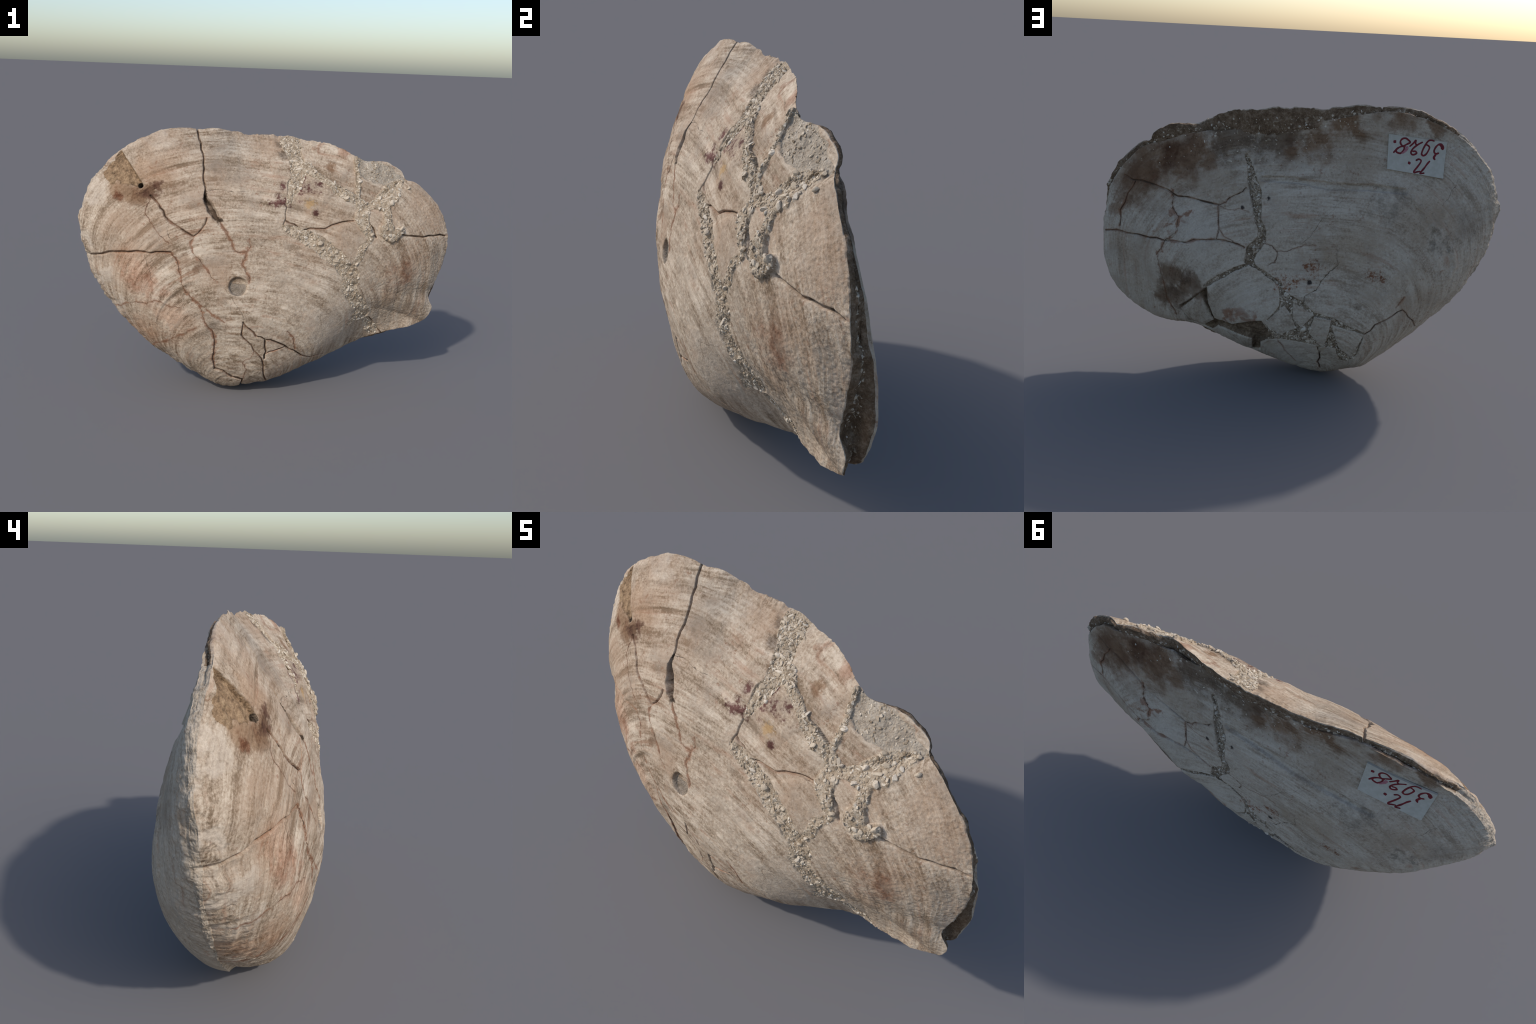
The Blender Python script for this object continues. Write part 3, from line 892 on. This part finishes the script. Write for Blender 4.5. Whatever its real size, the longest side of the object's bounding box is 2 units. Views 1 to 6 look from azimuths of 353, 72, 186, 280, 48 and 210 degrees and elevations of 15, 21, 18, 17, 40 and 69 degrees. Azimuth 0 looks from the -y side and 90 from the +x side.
def carve_cracks(xz, cracks, groups):
    """Displacement of the cracks, distance to the nearest group, and its number."""
    drop = np.zeros(len(xz))
    open_core = np.zeros(len(xz), bool)
    group_near = np.full(len(xz), 9.0)
    group_id = np.zeros(len(xz), int)
    for gi, names in enumerate(groups.values(), 1):
        for name, (half, depth, _) in names.items():
            d, w = path_distance(xz, cracks[name], half)
            w = np.maximum(w, half)
            if depth:
                drop = np.maximum(drop, depth * (1 - smooth(w * .5, w + .0040, d)))
                open_core |= d < np.maximum(w, .0032)
            closer = d - w < group_near
            group_near[closer] = (d - w)[closer]
            group_id[closer] = gi
    return drop, open_core, group_near, group_id


def group_materials(prefix, base, surface, cracks, groups):
    mats = [base]
    for names in groups.values():
        bundles = {}
        for name, (half, depth, rust) in names.items():
            path = cracks[name]
            if len(path[0]) > 2:
                half = float(np.mean([p[2] for p in path])) * (.9 if name == "gape" else .4)
            bundles.setdefault((half, rust, depth < .006), []).append(path)
        mats.append(shell_material(prefix, surface, [(p, h, r, sh) for (h, r, sh), p in bundles.items()]))
    return mats


def build_valve(valve, flip, relief, cracks, groups, mats, grit_mats, names):
    n = GRID
    xz, theta, g = valve.sheet(n)
    V = np.stack([xz[:, 0], valve.surface(xz, theta, g), xz[:, 1]], -1)
    Q = grid_quads(n, flip)
    Nrm = vertex_normals(V, Q)
    drop, open_core, near, gid = carve_cracks(xz, cracks, groups)
    shape, grit, grit_kind = relief(xz, theta, g)
    shape = np.where(grit, shape, shape - drop)
    # shards: islands of shell between open cracks and grit; the small ones sit a little off level
    island = label_islands(~grit & ~open_core, n)
    ids, counts = np.unique(island[island > 0], return_counts=True)
    keep = ids[counts > 500][np.argsort(-counts[counts > 500])]
    for isl in keep[1:]:
        on = np.flatnonzero(island == isl)
        tilt = rng.uniform(-.05, .05, 2)
        shape[on] += rng.uniform(-.003, .003) + np.clip((xz[on] - xz[on].mean(0)) @ tilt, -.005, .005)
    V = V + Nrm * shape[:, None]
    Nrm2 = vertex_normals(V, Q)
    fl = island[Q]
    face_island = np.where((fl == fl[:, :1]).all(1), fl[:, 0], 0)
    face_island[~np.isin(face_island, keep)] = 0
    # faces: shell (plain or by crack group), or one of the grits
    slot = np.where(near[Q].min(1) < .045, gid[Q[:, 0]], 0)
    grit_face = grit[Q].sum(1) >= 2
    slot = np.where(grit_face, len(mats) + grit_kind[Q].max(1), slot)
    allmats = mats + grit_mats
    first = None
    for i, isl in enumerate(keep):
        sel = face_island == isl
        m, s = tidy_slots(allmats, slot[sel])
        ob = part(names[0] if i == 0 else "shell_shard", V, Q[sel], m, s, Nrm2, parent=first or root)
        if i == 0:
            first = ob
    sel = face_island == 0
    m, s = tidy_slots(allmats, slot[sel])
    part(names[1], V, Q[sel], m, s, Nrm2, parent=first)
    return V, Nrm2, xz, theta, g, grit, grit_kind, first


def front_relief(xz, theta, g):
    s = growth(xz) + .012 * fbm(xz, 4, 21)
    turn = np.arctan2(xz[:, 1] - UMBO[1], xz[:, 0] - UMBO[0])
    line = np.stack([s, turn * .02], -1)
    amp = .6 + .6 * fbm(xz, 5, 31)
    d = .0022 * amp * noise(line, 42, 1) + .0012 * noise(line, 95, 2) + .004 * fbm(line, 13, 3, 2)
    d += .0012 * fbm(xz, 55, 4, 3) + .003 * fbm(xz, 6, 5, 2)
    # low terraces where growth paused
    for at, high in ((.66, .004), (.72, .005), (.80, .006), (.50, .003), (.58, .003), (.88, .004)):
        d += high * (smooth(at - .004, at + .008, s) - smooth(at, at + .10, s)) * smooth(-.2, .3, noise(xz, 3.1, int(at * 100)))
    # pustules on the right-hand flare
    flare = smooth(.45, .62, xz[:, 0]) * smooth(1.2, 1.05, xz[:, 1])
    d += flare * (.0013 * fbm(xz, 115, 8, 2) + .003 * noise(line, 20, 9))
    # ragged crust along the left margin
    crust = smooth(.90, .98, g) * smooth(math.radians(118), math.radians(150), np.abs(np.where(theta < -math.pi / 2, theta + 2 * math.pi, theta)))
    d += crust * (.008 * fbm(xz, 22, 12, 4, .62) - .001)
    grit = np.zeros(len(xz), bool)
    kind = np.zeros(len(xz), int)
    ragged = .006 * fbm(xz, 34, 41, 3) + .008 * fbm(xz, 12, 44, 2)
    rough = .005 * fbm(xz, 45, 42, 3) + .008 * fbm(xz, 18, 43, 2)
    for name, path in FRONT_BANDS.items():
        dist, w = path_distance(xz, path)
        sd = dist - w + ragged
        t = smooth(.003, -.004, sd)
        level = {"lump": .004, "rim_band": -.001, "lump_link": .004, "fork": .005, "upright": .006, "narrow_link": .005}.get(name, -.001)
        if name == "lump":
            level = np.where(xz[:, 1] < .98, .013, .004)
        d = d * (1 - t) + t * (level + rough)
        grit |= sd < 0
    sd = area_distance(xz, FRONT_AREAS["cement"]) + 1.5 * ragged
    t = smooth(.006, -.006, sd) * ~grit
    d = d * (1 - t) + t * (-.003 + .6 * rough)
    kind[(sd < 0) & ~grit] = 1
    grit |= sd < 0
    cliff, _ = path_distance(xz, FRONT_AREAS["clay"][:3])
    sd = area_distance(xz, FRONT_AREAS["clay"]) + ragged * np.clip(cliff / .025, .15, 4.0)
    t = smooth(.002, -.006, sd)
    d = d * (1 - t) + t * (-.016 * np.exp(-cliff / .07) + .7 * rough)
    kind[sd < 0] = 2
    grit |= sd < 0
    hole = np.hypot(*(xz - FRONT_SPOTS["clay_hole"]).T)
    d -= .05 * smooth(.014, .007, hole)
    kind[hole < .013] = 4
    grit |= hole < .013
    # drilled sampling pit
    pit = np.hypot(*(xz - FRONT_SPOTS["drill"]).T) + .25 * ragged
    t = smooth(.052, .040, pit)
    d = d * (1 - t) + t * (-.019 + .4 * rough * (pit < .04))
    floor = (np.hypot(*(xz - FRONT_SPOTS["drill"] - np.array([0, -.006])).T) < .042) & (xz[:, 1] < FRONT_SPOTS["drill"][1] + .008 + ragged)
    kind[floor] = 3
    grit |= floor
    return d, grit, kind


def rear_relief(xz, theta, g):
    s = growth(xz) + .012 * fbm(xz, 4, 121)
    turn = np.arctan2(xz[:, 1] - UMBO[1], xz[:, 0] - UMBO[0])
    line = np.stack([s, turn * .02], -1)
    d = .0009 * noise(line, 60, 101) + .0008 * noise(line, 125, 102) + .003 * fbm(line, 9, 103, 2)
    d += .0007 * fbm(xz, 60, 104, 2) + .003 * fbm(xz, 6, 105, 2)
    # outer layer flaked away above the trough and beyond the terrace
    dist, w = path_distance(xz, REAR_TROUGH)
    d -= .009 * smooth(.008, -.004, dist - w + .9 * .006 * fbm(xz, 30, 117, 3))
    lip_z = np.interp(xz[:, 0], [p[0] for p in REAR_TROUGH][::-1], [p[1] for p in REAR_TROUGH][::-1]) - .010
    below = lip_z - xz[:, 1] + .004 * fbm(xz, 20, 116, 2)
    d += .004 * smooth(0, .006, below) * smooth(.22, .03, below) * smooth(-.60, -.50, xz[:, 0]) * smooth(.17, .13, xz[:, 0])
    dist, _ = path_distance(xz, REAR_TERRACE)
    ragged = .006 * fbm(xz, 34, 141, 3)
    d += .006 * smooth(.02, .0, dist + 2 * ragged)
    left = smooth(-.55, -.75, xz[:, 0])
    d += left * (.004 * noise(line, 34, 107) + .002 * fbm(xz, 40, 108, 3))
    crust = smooth(.90, .97, g) * smooth(-.5, -.8, xz[:, 0])
    d += crust * (.008 * fbm(xz, 22, 112, 4, .6) - .001)
    # loose soil and grit along the top
    soil = smooth(1.02, 1.18, xz[:, 1] + .10 * np.maximum(xz[:, 0], 0) + .1 * fbm(xz, 5, 113)) * smooth(-.35, -.1, xz[:, 0])
    d += soil * (.004 * fbm(xz, 26, 114, 3) + .004 * fbm(xz, 9, 115, 2))
    grit = np.zeros(len(xz), bool)
    kind = np.zeros(len(xz), int)
    rough = .0045 * fbm(xz, 45, 142, 3) + .004 * fbm(xz, 16, 143, 2)
    for path in REAR_BANDS.values():
        dist, w = path_distance(xz, path)
        sd = dist - w + ragged * .7
        t = smooth(.003, -.004, sd)
        d = d * (1 - t) + t * (-.010 + 1.3 * rough)
        grit |= sd < 0
    sd = area_distance(xz, REAR_AREAS["foot_grit"]) + ragged * .4
    for name in ("island_a", "island_b", "island_c", "island_d"):
        sd = np.maximum(sd, .003 - area_distance(xz, REAR_AREAS[name]) + .2 * ragged)
    t = smooth(.003, -.004, sd)
    d = d * (1 - t) + t * (-.007 + .8 * rough)
    grit |= sd < 0
    sd = area_distance(xz, REAR_AREAS["cavity"]) + .3 * ragged
    chip = area_distance(xz, REAR_AREAS["loose_chip"]) + .3 * ragged
    sd = np.maximum(sd, .006 - chip)
    t = smooth(.007, -.012, sd)
    d = d * (1 - t) + t * (-.034 + 1.5 * rough)
    kind[sd < 0] = 2
    grit |= sd < 0
    d += .006 * smooth(.0, -.02, chip)
    return d - .001, grit, kind


front_surface = shell_surface("front_shell_surface", FRONT_PALETTE, FRONT_SPOTS, FRONT_STAINS)
rear_surface = shell_surface("rear_shell_surface", REAR_PALETTE, REAR_SPOTS, REAR_STAINS)
base_front = shell_material("front_shell", front_surface)
base_rear = shell_material("rear_shell", rear_surface)
shelly_grit = grit_material("shelly_grit", (.245, .18, .12), (.40, .325, .242), (.57, .49, .395))
grey_cement = grit_material("grey_cement", (.28, .23, .178), (.365, .31, .245), (.46, .40, .33))
ochre_clay = grit_material("ochre_clay", (.12, .078, .046), (.26, .17, .10), (.40, .285, .175))
pit_floor = grit_material("pit_floor", (.17, .135, .10), (.25, .205, .16), (.34, .29, .24))
rear_grit = grit_material("rear_grit", (.11, .076, .048), (.23, .175, .12), (.42, .35, .275))
dark_soil = grit_material("dark_soil", (.05, .035, .022), (.09, .065, .045), (.16, .125, .09))
seam_soil = grit_material("seam_soil", (.095, .060, .036), (.17, .115, .072), (.30, .225, .16))
pale_crust = grit_material("pale_crust", (.27, .215, .16), (.40, .335, .262), (.50, .43, .35))
cavity_soil = grit_material("cavity_soil", (.09, .06, .038), (.18, .125, .08), (.28, .21, .145))

front_mats = group_materials("front_shell_cracked", base_front, front_surface, FRONT_CRACKS, FRONT_GROUPS)
rear_mats = group_materials("rear_shell_cracked", base_rear, rear_surface, REAR_CRACKS, REAR_GROUPS)

FV, FN, FXZ, FT, FG, FGRIT, FKIND, front_ob = build_valve(
    front, False, front_relief, FRONT_CRACKS, FRONT_GROUPS, front_mats, [shelly_grit, grey_cement, ochre_clay, pit_floor, dark_soil],
    ("valve", "rock_matrix"))
RV, RN, RXZ, RT, RG, RGRIT, RKIND, rear_ob = build_valve(
    rear, True, rear_relief, REAR_CRACKS, REAR_GROUPS, rear_mats, [rear_grit, grey_cement, cavity_soil, pit_floor, dark_soil],
    ("valve", "rock_matrix"))

# ----------------------------------------------------------------------------
# 7. FILLING BETWEEN THE VALVES
# ----------------------------------------------------------------------------
border = grid_border(GRID)
F, B = FV[border], RV[border]
ang = FT[border]
inward = np.stack([-np.cos(ang), np.zeros(len(ang)), -np.sin(ang)], -1)
circle = np.stack([np.cos(ang), np.sin(ang)], -1)
recess = by_angle(SEAM_RECESS, ang)
recess = recess + np.abs(recess) * .7 * fbm(circle, 8, 71, 3) + .003 * fbm(circle, 30, 72, 2)
flush = (smooth(math.radians(138), math.radians(152), np.abs(ang)) + smooth(math.radians(-85), math.radians(-105), ang)).clip(0, 1)[:, None]
lip = np.clip(recess * .6, .002, .03)[:, None]
up = np.array([0, 1.0, 0])
rF = np.hypot(F[:, 0] - CENTRE[0], F[:, 2] - CENTRE[1])
rB = np.hypot(B[:, 0] - CENTRE[0], B[:, 2] - CENTRE[1])
rG = np.minimum(rF, rB) - recess
yG = .45 * F[:, 1] + .55 * B[:, 1]
G = np.stack([CENTRE[0] + rG * np.cos(ang), yG, CENTRE[1] + rG * np.sin(ang)], -1)
thick = (1 + .5 * fbm(circle, 14, 73, 3))[:, None]
knots = [F, F + .010 * up * thick + inward * lip * .25, F + .018 * up * thick + inward * lip * 1.1, G, B - .020 * up * thick + inward * lip * .9, B - .010 * up * thick + inward * lip * .2, B]
high = (smooth(math.radians(38), math.radians(55), ang) * smooth(math.radians(134), math.radians(120), ang))[:, None]
sunk = G.copy()
sunk[:, 1] = .35 * F[:, 1] + .65 * B[:, 1]
for k, level in ((1, F + .002 * up + inward * .005), (2, F + .002 * up * thick + inward * .018), (3, sunk), (4, B - .010 * up * thick + inward * .004)):
    knots[k] = knots[k] * (1 - high) + level * high      # along the top a thin broken edge stands clear of the soil
for k, share in zip(range(1, 6), (.15, .32, .5, .68, .85)):      # on the left the valves are grown together: no lips
    level = F + (B - F) * share - inward * (.004 * math.sin(math.pi * share))
    knots[k] = knots[k] * (1 - flush) + level * flush
steps = []
for k in range(len(knots) - 1):
    p0, p1, p2, p3 = knots[max(k - 1, 0)], knots[k], knots[k + 1], knots[min(k + 2, len(knots) - 1)]
    m = 7 if k in (2, 3) else 3
    for j in range(m):
        f = j / m
        w = 1.0 if k in (2, 3) else (.55 if .3 < k + f < 5.7 else 0.0)
        steps.append(((1 - f) * p1 + f * p2, w))
steps.append((knots[-1], 0))
rows = np.array([s[0] for s in steps])
weight = np.array([s[1] for s in steps])
flat3 = rows.reshape(-1, 3)
side_on = smooth(.75, .95, np.tile(circle[:, 0], len(rows)))
bump = (.012 + .010 * side_on) * fbm(flat3, 16, 61, 3) + .007 * fbm(flat3, 45, 62, 3)
gain = weight[:, None] * (1 - .75 * smooth(math.radians(-130), math.radians(-112), ang) * smooth(math.radians(-70), math.radians(-88), ang))[None]
rows = rows + (bump.reshape(rows.shape[:2]) * gain)[..., None] * -inward[None]
R_, M_ = rows.shape[:2]
idx = np.arange(R_ * M_).reshape(R_, M_)
nxt = np.roll(idx, -1, 1)
SQ = np.stack([idx[:-1], idx[1:], nxt[1:], nxt[:-1]], -1)
pale = (np.abs(np.degrees(ang)) > 143) | (np.degrees(ang) < -100)
row_kind = np.zeros((R_ - 1, M_), int)
row_kind[3:-3] = np.where(pale, 2, 1)[None]
row_kind[-3:] = 3
row_kind[1:-1, pale] = 2
row_kind[1:-2, np.cos(ang) > .3] = 1
SV = rows.reshape(-1, 3)
SQ = SQ.reshape(-1, 4)
SNrm = vertex_normals(SV, SQ)
seam = part("seam_filling", SV, SQ, [base_front, seam_soil, pale_crust, base_rear], row_kind.ravel(), SNrm)

# ----------------------------------------------------------------------------
# 8. PEBBLES AND SHELL HASH IN THE GRIT
# ----------------------------------------------------------------------------
def lump_shapes(count):
    import bmesh
    shapes = []
    for _ in range(count):
        bm = bmesh.new()
        bmesh.ops.create_icosphere(bm, subdivisions=2, radius=1)
        co = np.array([v.co[:] for v in bm.verts])
        tri = np.array([[v.index for v in f.verts] for f in bm.faces])
        bm.free()
        # knock flat facets into the ball
        for _f in range(7):
            nrm = rng.normal(size=3)
            nrm /= np.linalg.norm(nrm)
            cut = rng.uniform(.30, .75)
            over = np.maximum(co @ nrm - cut, 0)
            co = co - over[:, None] * nrm * .92
        shapes.append((co, tri))
    return shapes


LUMPS = lump_shapes(8)


def random_frame(normal):
    q = rng.normal(size=3)
    t = q - (q @ normal) * normal
    t /= np.linalg.norm(t)
    b = np.cross(normal, t)
    return np.stack([t, b, normal], 1)


def scatter(V, Nrm, sites, count, small, big_share, sink=.25):
    chosen = rng.choice(sites, count)
    out = []
    for v in chosen:
        r = small * math.exp(rng.normal(0, .38))
        if rng.random() < big_share:
            r *= 2.1
        if rng.random() < .18:
            axes = np.array([r * 2.3, r * .7, r * .5])      # splinters of shell
        else:
            axes = r * np.array([rng.uniform(.9, 1.5), rng.uniform(.7, 1.1), rng.uniform(.5, .9)])
        out.append((V[v] + Nrm[v] * axes[2] * sink, random_frame(Nrm[v]), axes))
    return out


sites = []
weak = np.flatnonzero(FGRIT & (FKIND == 0) & (FG < .985))
sites += scatter(FV, FN, weak, 3000, .0038, .04, .05)
sites += scatter(FV, FN, weak, 60, .0090, .0, -.25)
sites += scatter(FV, FN, np.flatnonzero(FGRIT & (FKIND == 1)), 160, .0032, .06, .1)
sites += scatter(RV, RN, np.flatnonzero(RGRIT & (RKIND == 0)), 1300, .0040, .03, .0)
soil_top = np.flatnonzero((RXZ[:, 1] > 1.12 - .1 * RXZ[:, 0]) & (RXZ[:, 0] > -.3) & (RG < .995))
sites += scatter(RV, RN, soil_top, 160, .0030, .06, .0)
seam_sites = idx[8:16][:, ~pale & (np.degrees(ang) > -40)].ravel()
sites += scatter(SV, SNrm, seam_sites, 500, .0036, .05, .0)

loose = loose_pebble_material("pale_pebble")
lump_meshes = []
for co, tri in LUMPS:
    me = bpy.data.meshes.new("pebble")
    me.from_pydata(co.tolist(), [], tri.tolist())
    me.materials.append(loose)
    lump_meshes.append(me)
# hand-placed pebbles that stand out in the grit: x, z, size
KEY_PEBBLES = [(.359, 1.125, .020), (.745, 1.132, .017), (.641, 1.111, .019), (.225, 1.205, .014), (.448, .752, .018), (.415, .70, .016),
               (.375, 1.127, .015), (.50, 1.06, .013), (.475, 1.00, .014), (.49, .955, .013), (.51, .93, .015), (.565, 1.235, .012),
               (.665, .925, .016), (.625, .90, .020), (.60, .93, .015), (.47, .845, .012), (.30, .80, .014), (.26, .835, .012)]
keyed = []
for x, z, r in KEY_PEBBLES:
    v = int(np.argmin((FXZ[:, 0] - x) ** 2 + (FXZ[:, 1] - z) ** 2))
    keyed.append((FV[v] + FN[v] * r * .25, random_frame(FN[v]), .72 * r * np.array([1.15, .8, .65])))

big = keyed + [s for s in sites if s[2].max() > .0125]
small = [s for s in sites if s[2].max() <= .0125]
for p, frame, axes in big[:220]:
    ob = bpy.data.objects.new("pebble", lump_meshes[int(rng.integers(len(LUMPS)))])
    m = np.eye(4)
    m[:3, :3] = frame * axes
    m[:3, 3] = p
    ob.matrix_world = Matrix(m.tolist())
    bpy.context.scene.collection.objects.link(ob)
    ob.parent = root
cv, ct, base = [], [], 0
for p, frame, axes in small + big[220:]:
    co, tri = LUMPS[int(rng.integers(len(LUMPS)))]
    cv.append((co * axes) @ frame.T + p)
    ct.append(tri + base)
    base += len(co)
part("shell_hash", np.concatenate(cv), np.concatenate(ct), [pebble_material("shell_hash")], smooth_shade=False, kind="stuff")

# ----------------------------------------------------------------------------
# 9. PAPER LABEL WITH RED INK
# ----------------------------------------------------------------------------
corner = np.array(LABEL)


def on_label(u, v):
    u, v = np.asarray(u, float), np.asarray(v, float)
    xz = ((1 - u) * (1 - v))[..., None] * corner[0] + (u * (1 - v))[..., None] * corner[1] + (u * v)[..., None] * corner[2] + ((1 - u) * v)[..., None] * corner[3]
    flat = xz.reshape(-1, 2)
    y = rear.surface(flat)
    e = .004
    nx = (rear.surface(flat + [e, 0]) - rear.surface(flat - [e, 0])) / (2 * e)
    nz = (rear.surface(flat + [0, e]) - rear.surface(flat - [0, e])) / (2 * e)
    nrm = np.stack([-nx, np.ones(len(nx)), -nz], -1)
    nrm /= np.linalg.norm(nrm, axis=1)[:, None]
    P = np.stack([flat[:, 0], y, flat[:, 1]], -1)
    return P.reshape(*xz.shape[:-1], 3), nrm.reshape(*xz.shape[:-1], 3)


LIFT, PAPER = .0065, .002
uu, vv = np.meshgrid(np.linspace(0, 1, 41), np.linspace(0, 1, 31), indexing="ij")
P, Nn = on_label(uu, vv)
top = P + Nn * LIFT
low = P + Nn * (LIFT - PAPER - .006)
nu, nv = uu.shape
it = np.arange(nu * nv).reshape(nu, nv)
ib = it + nu * nv
tq = np.stack([it[:-1, :-1], it[:-1, 1:], it[1:, 1:], it[1:, :-1]], -1).reshape(-1, 4)
bq = np.stack([ib[:-1, :-1], ib[1:, :-1], ib[1:, 1:], ib[:-1, 1:]], -1).reshape(-1, 4)
ring = np.concatenate([it[:-1, 0], it[-1, :-1], it[:0:-1, -1], it[0, :0:-1]])
rn = np.roll(ring, -1)
sq = np.stack([ring, rn, rn + nu * nv, ring + nu * nv], -1)
paper = plain_material("label_paper", (.40, .372, .31), (.46, .432, .368), 40, .8)
label = part("paper_label", np.concatenate([top.reshape(-1, 3), low.reshape(-1, 3)]), np.concatenate([tq, bq, sq]), [paper], smooth_shade=False)
ink = plain_material("red_ink", (.16, .012, .018), (.10, .008, .012), 60, .6)
pale_ink = plain_material("smeared_ink", (.30, .10, .12), (.40, .22, .23), 60, .7)

WIDE = {"dot": .0085, "dot_low": .007, "blob": .0085, "three_tail": .0048, "eight_smear": .0065, "eight_loop": .004}
for name, pts in STROKES.items():
    p = np.array(pts)
    n = len(p)
    t = np.linspace(0, n - 1, max(8, (n - 1) * 8 + 1))
    i = np.minimum(t.astype(int), n - 2)
    f = (t - i)[:, None]
    q = [p[np.clip(i + k, 0, n - 1)] for k in (-1, 0, 1, 2)]
    c = .5 * (2 * q[1] + (q[2] - q[0]) * f + (2 * q[0] - 5 * q[1] + 4 * q[2] - q[3]) * f ** 2 + (3 * q[1] - q[0] - 3 * q[2] + q[3]) * f ** 3)
    # round ends
    c3, n3 = on_label(c[:, 0], c[:, 1])
    tang = np.gradient(c3, axis=0)
    tang /= np.maximum(np.linalg.norm(tang, axis=1), 1e-9)[:, None]
    side = np.cross(n3, tang)
    wide = WIDE.get(name, .0042) * (1 + .14 * noise(np.c_[t], 1.3, len(name)))
    c3 = np.concatenate([c3[:1] - tang[:1] * wide[0] * .8, c3, c3[-1:] + tang[-1:] * wide[-1] * .8])
    n3 = np.concatenate([n3[:1], n3, n3[-1:]])
    side = np.concatenate([side[:1], side, side[-1:]])
    wide = np.concatenate([[wide[0] * .3], wide, [wide[-1] * .3]])
    ringpts = []
    for a in np.linspace(0, 2 * np.pi, 10, endpoint=False):
        ringpts.append(c3 + n3 * LIFT + side * (wide * math.cos(a))[:, None] + n3 * (.0011 * math.sin(a)))
    W = np.stack(ringpts, 1)
    L_, K_ = W.shape[:2]
    ii = np.arange(L_ * K_).reshape(L_, K_)
    jj = np.roll(ii, -1, 1)
    wq = np.stack([ii[:-1], jj[:-1], jj[1:], ii[1:]], -1).reshape(-1, 4)
    part("handwriting", W.reshape(-1, 3), wq, [pale_ink if name == "eight_smear" else ink], parent=label)

# ----------------------------------------------------------------------------
# 10. STAND IT ON THE GROUND
# ----------------------------------------------------------------------------
bpy.context.view_layer.update()
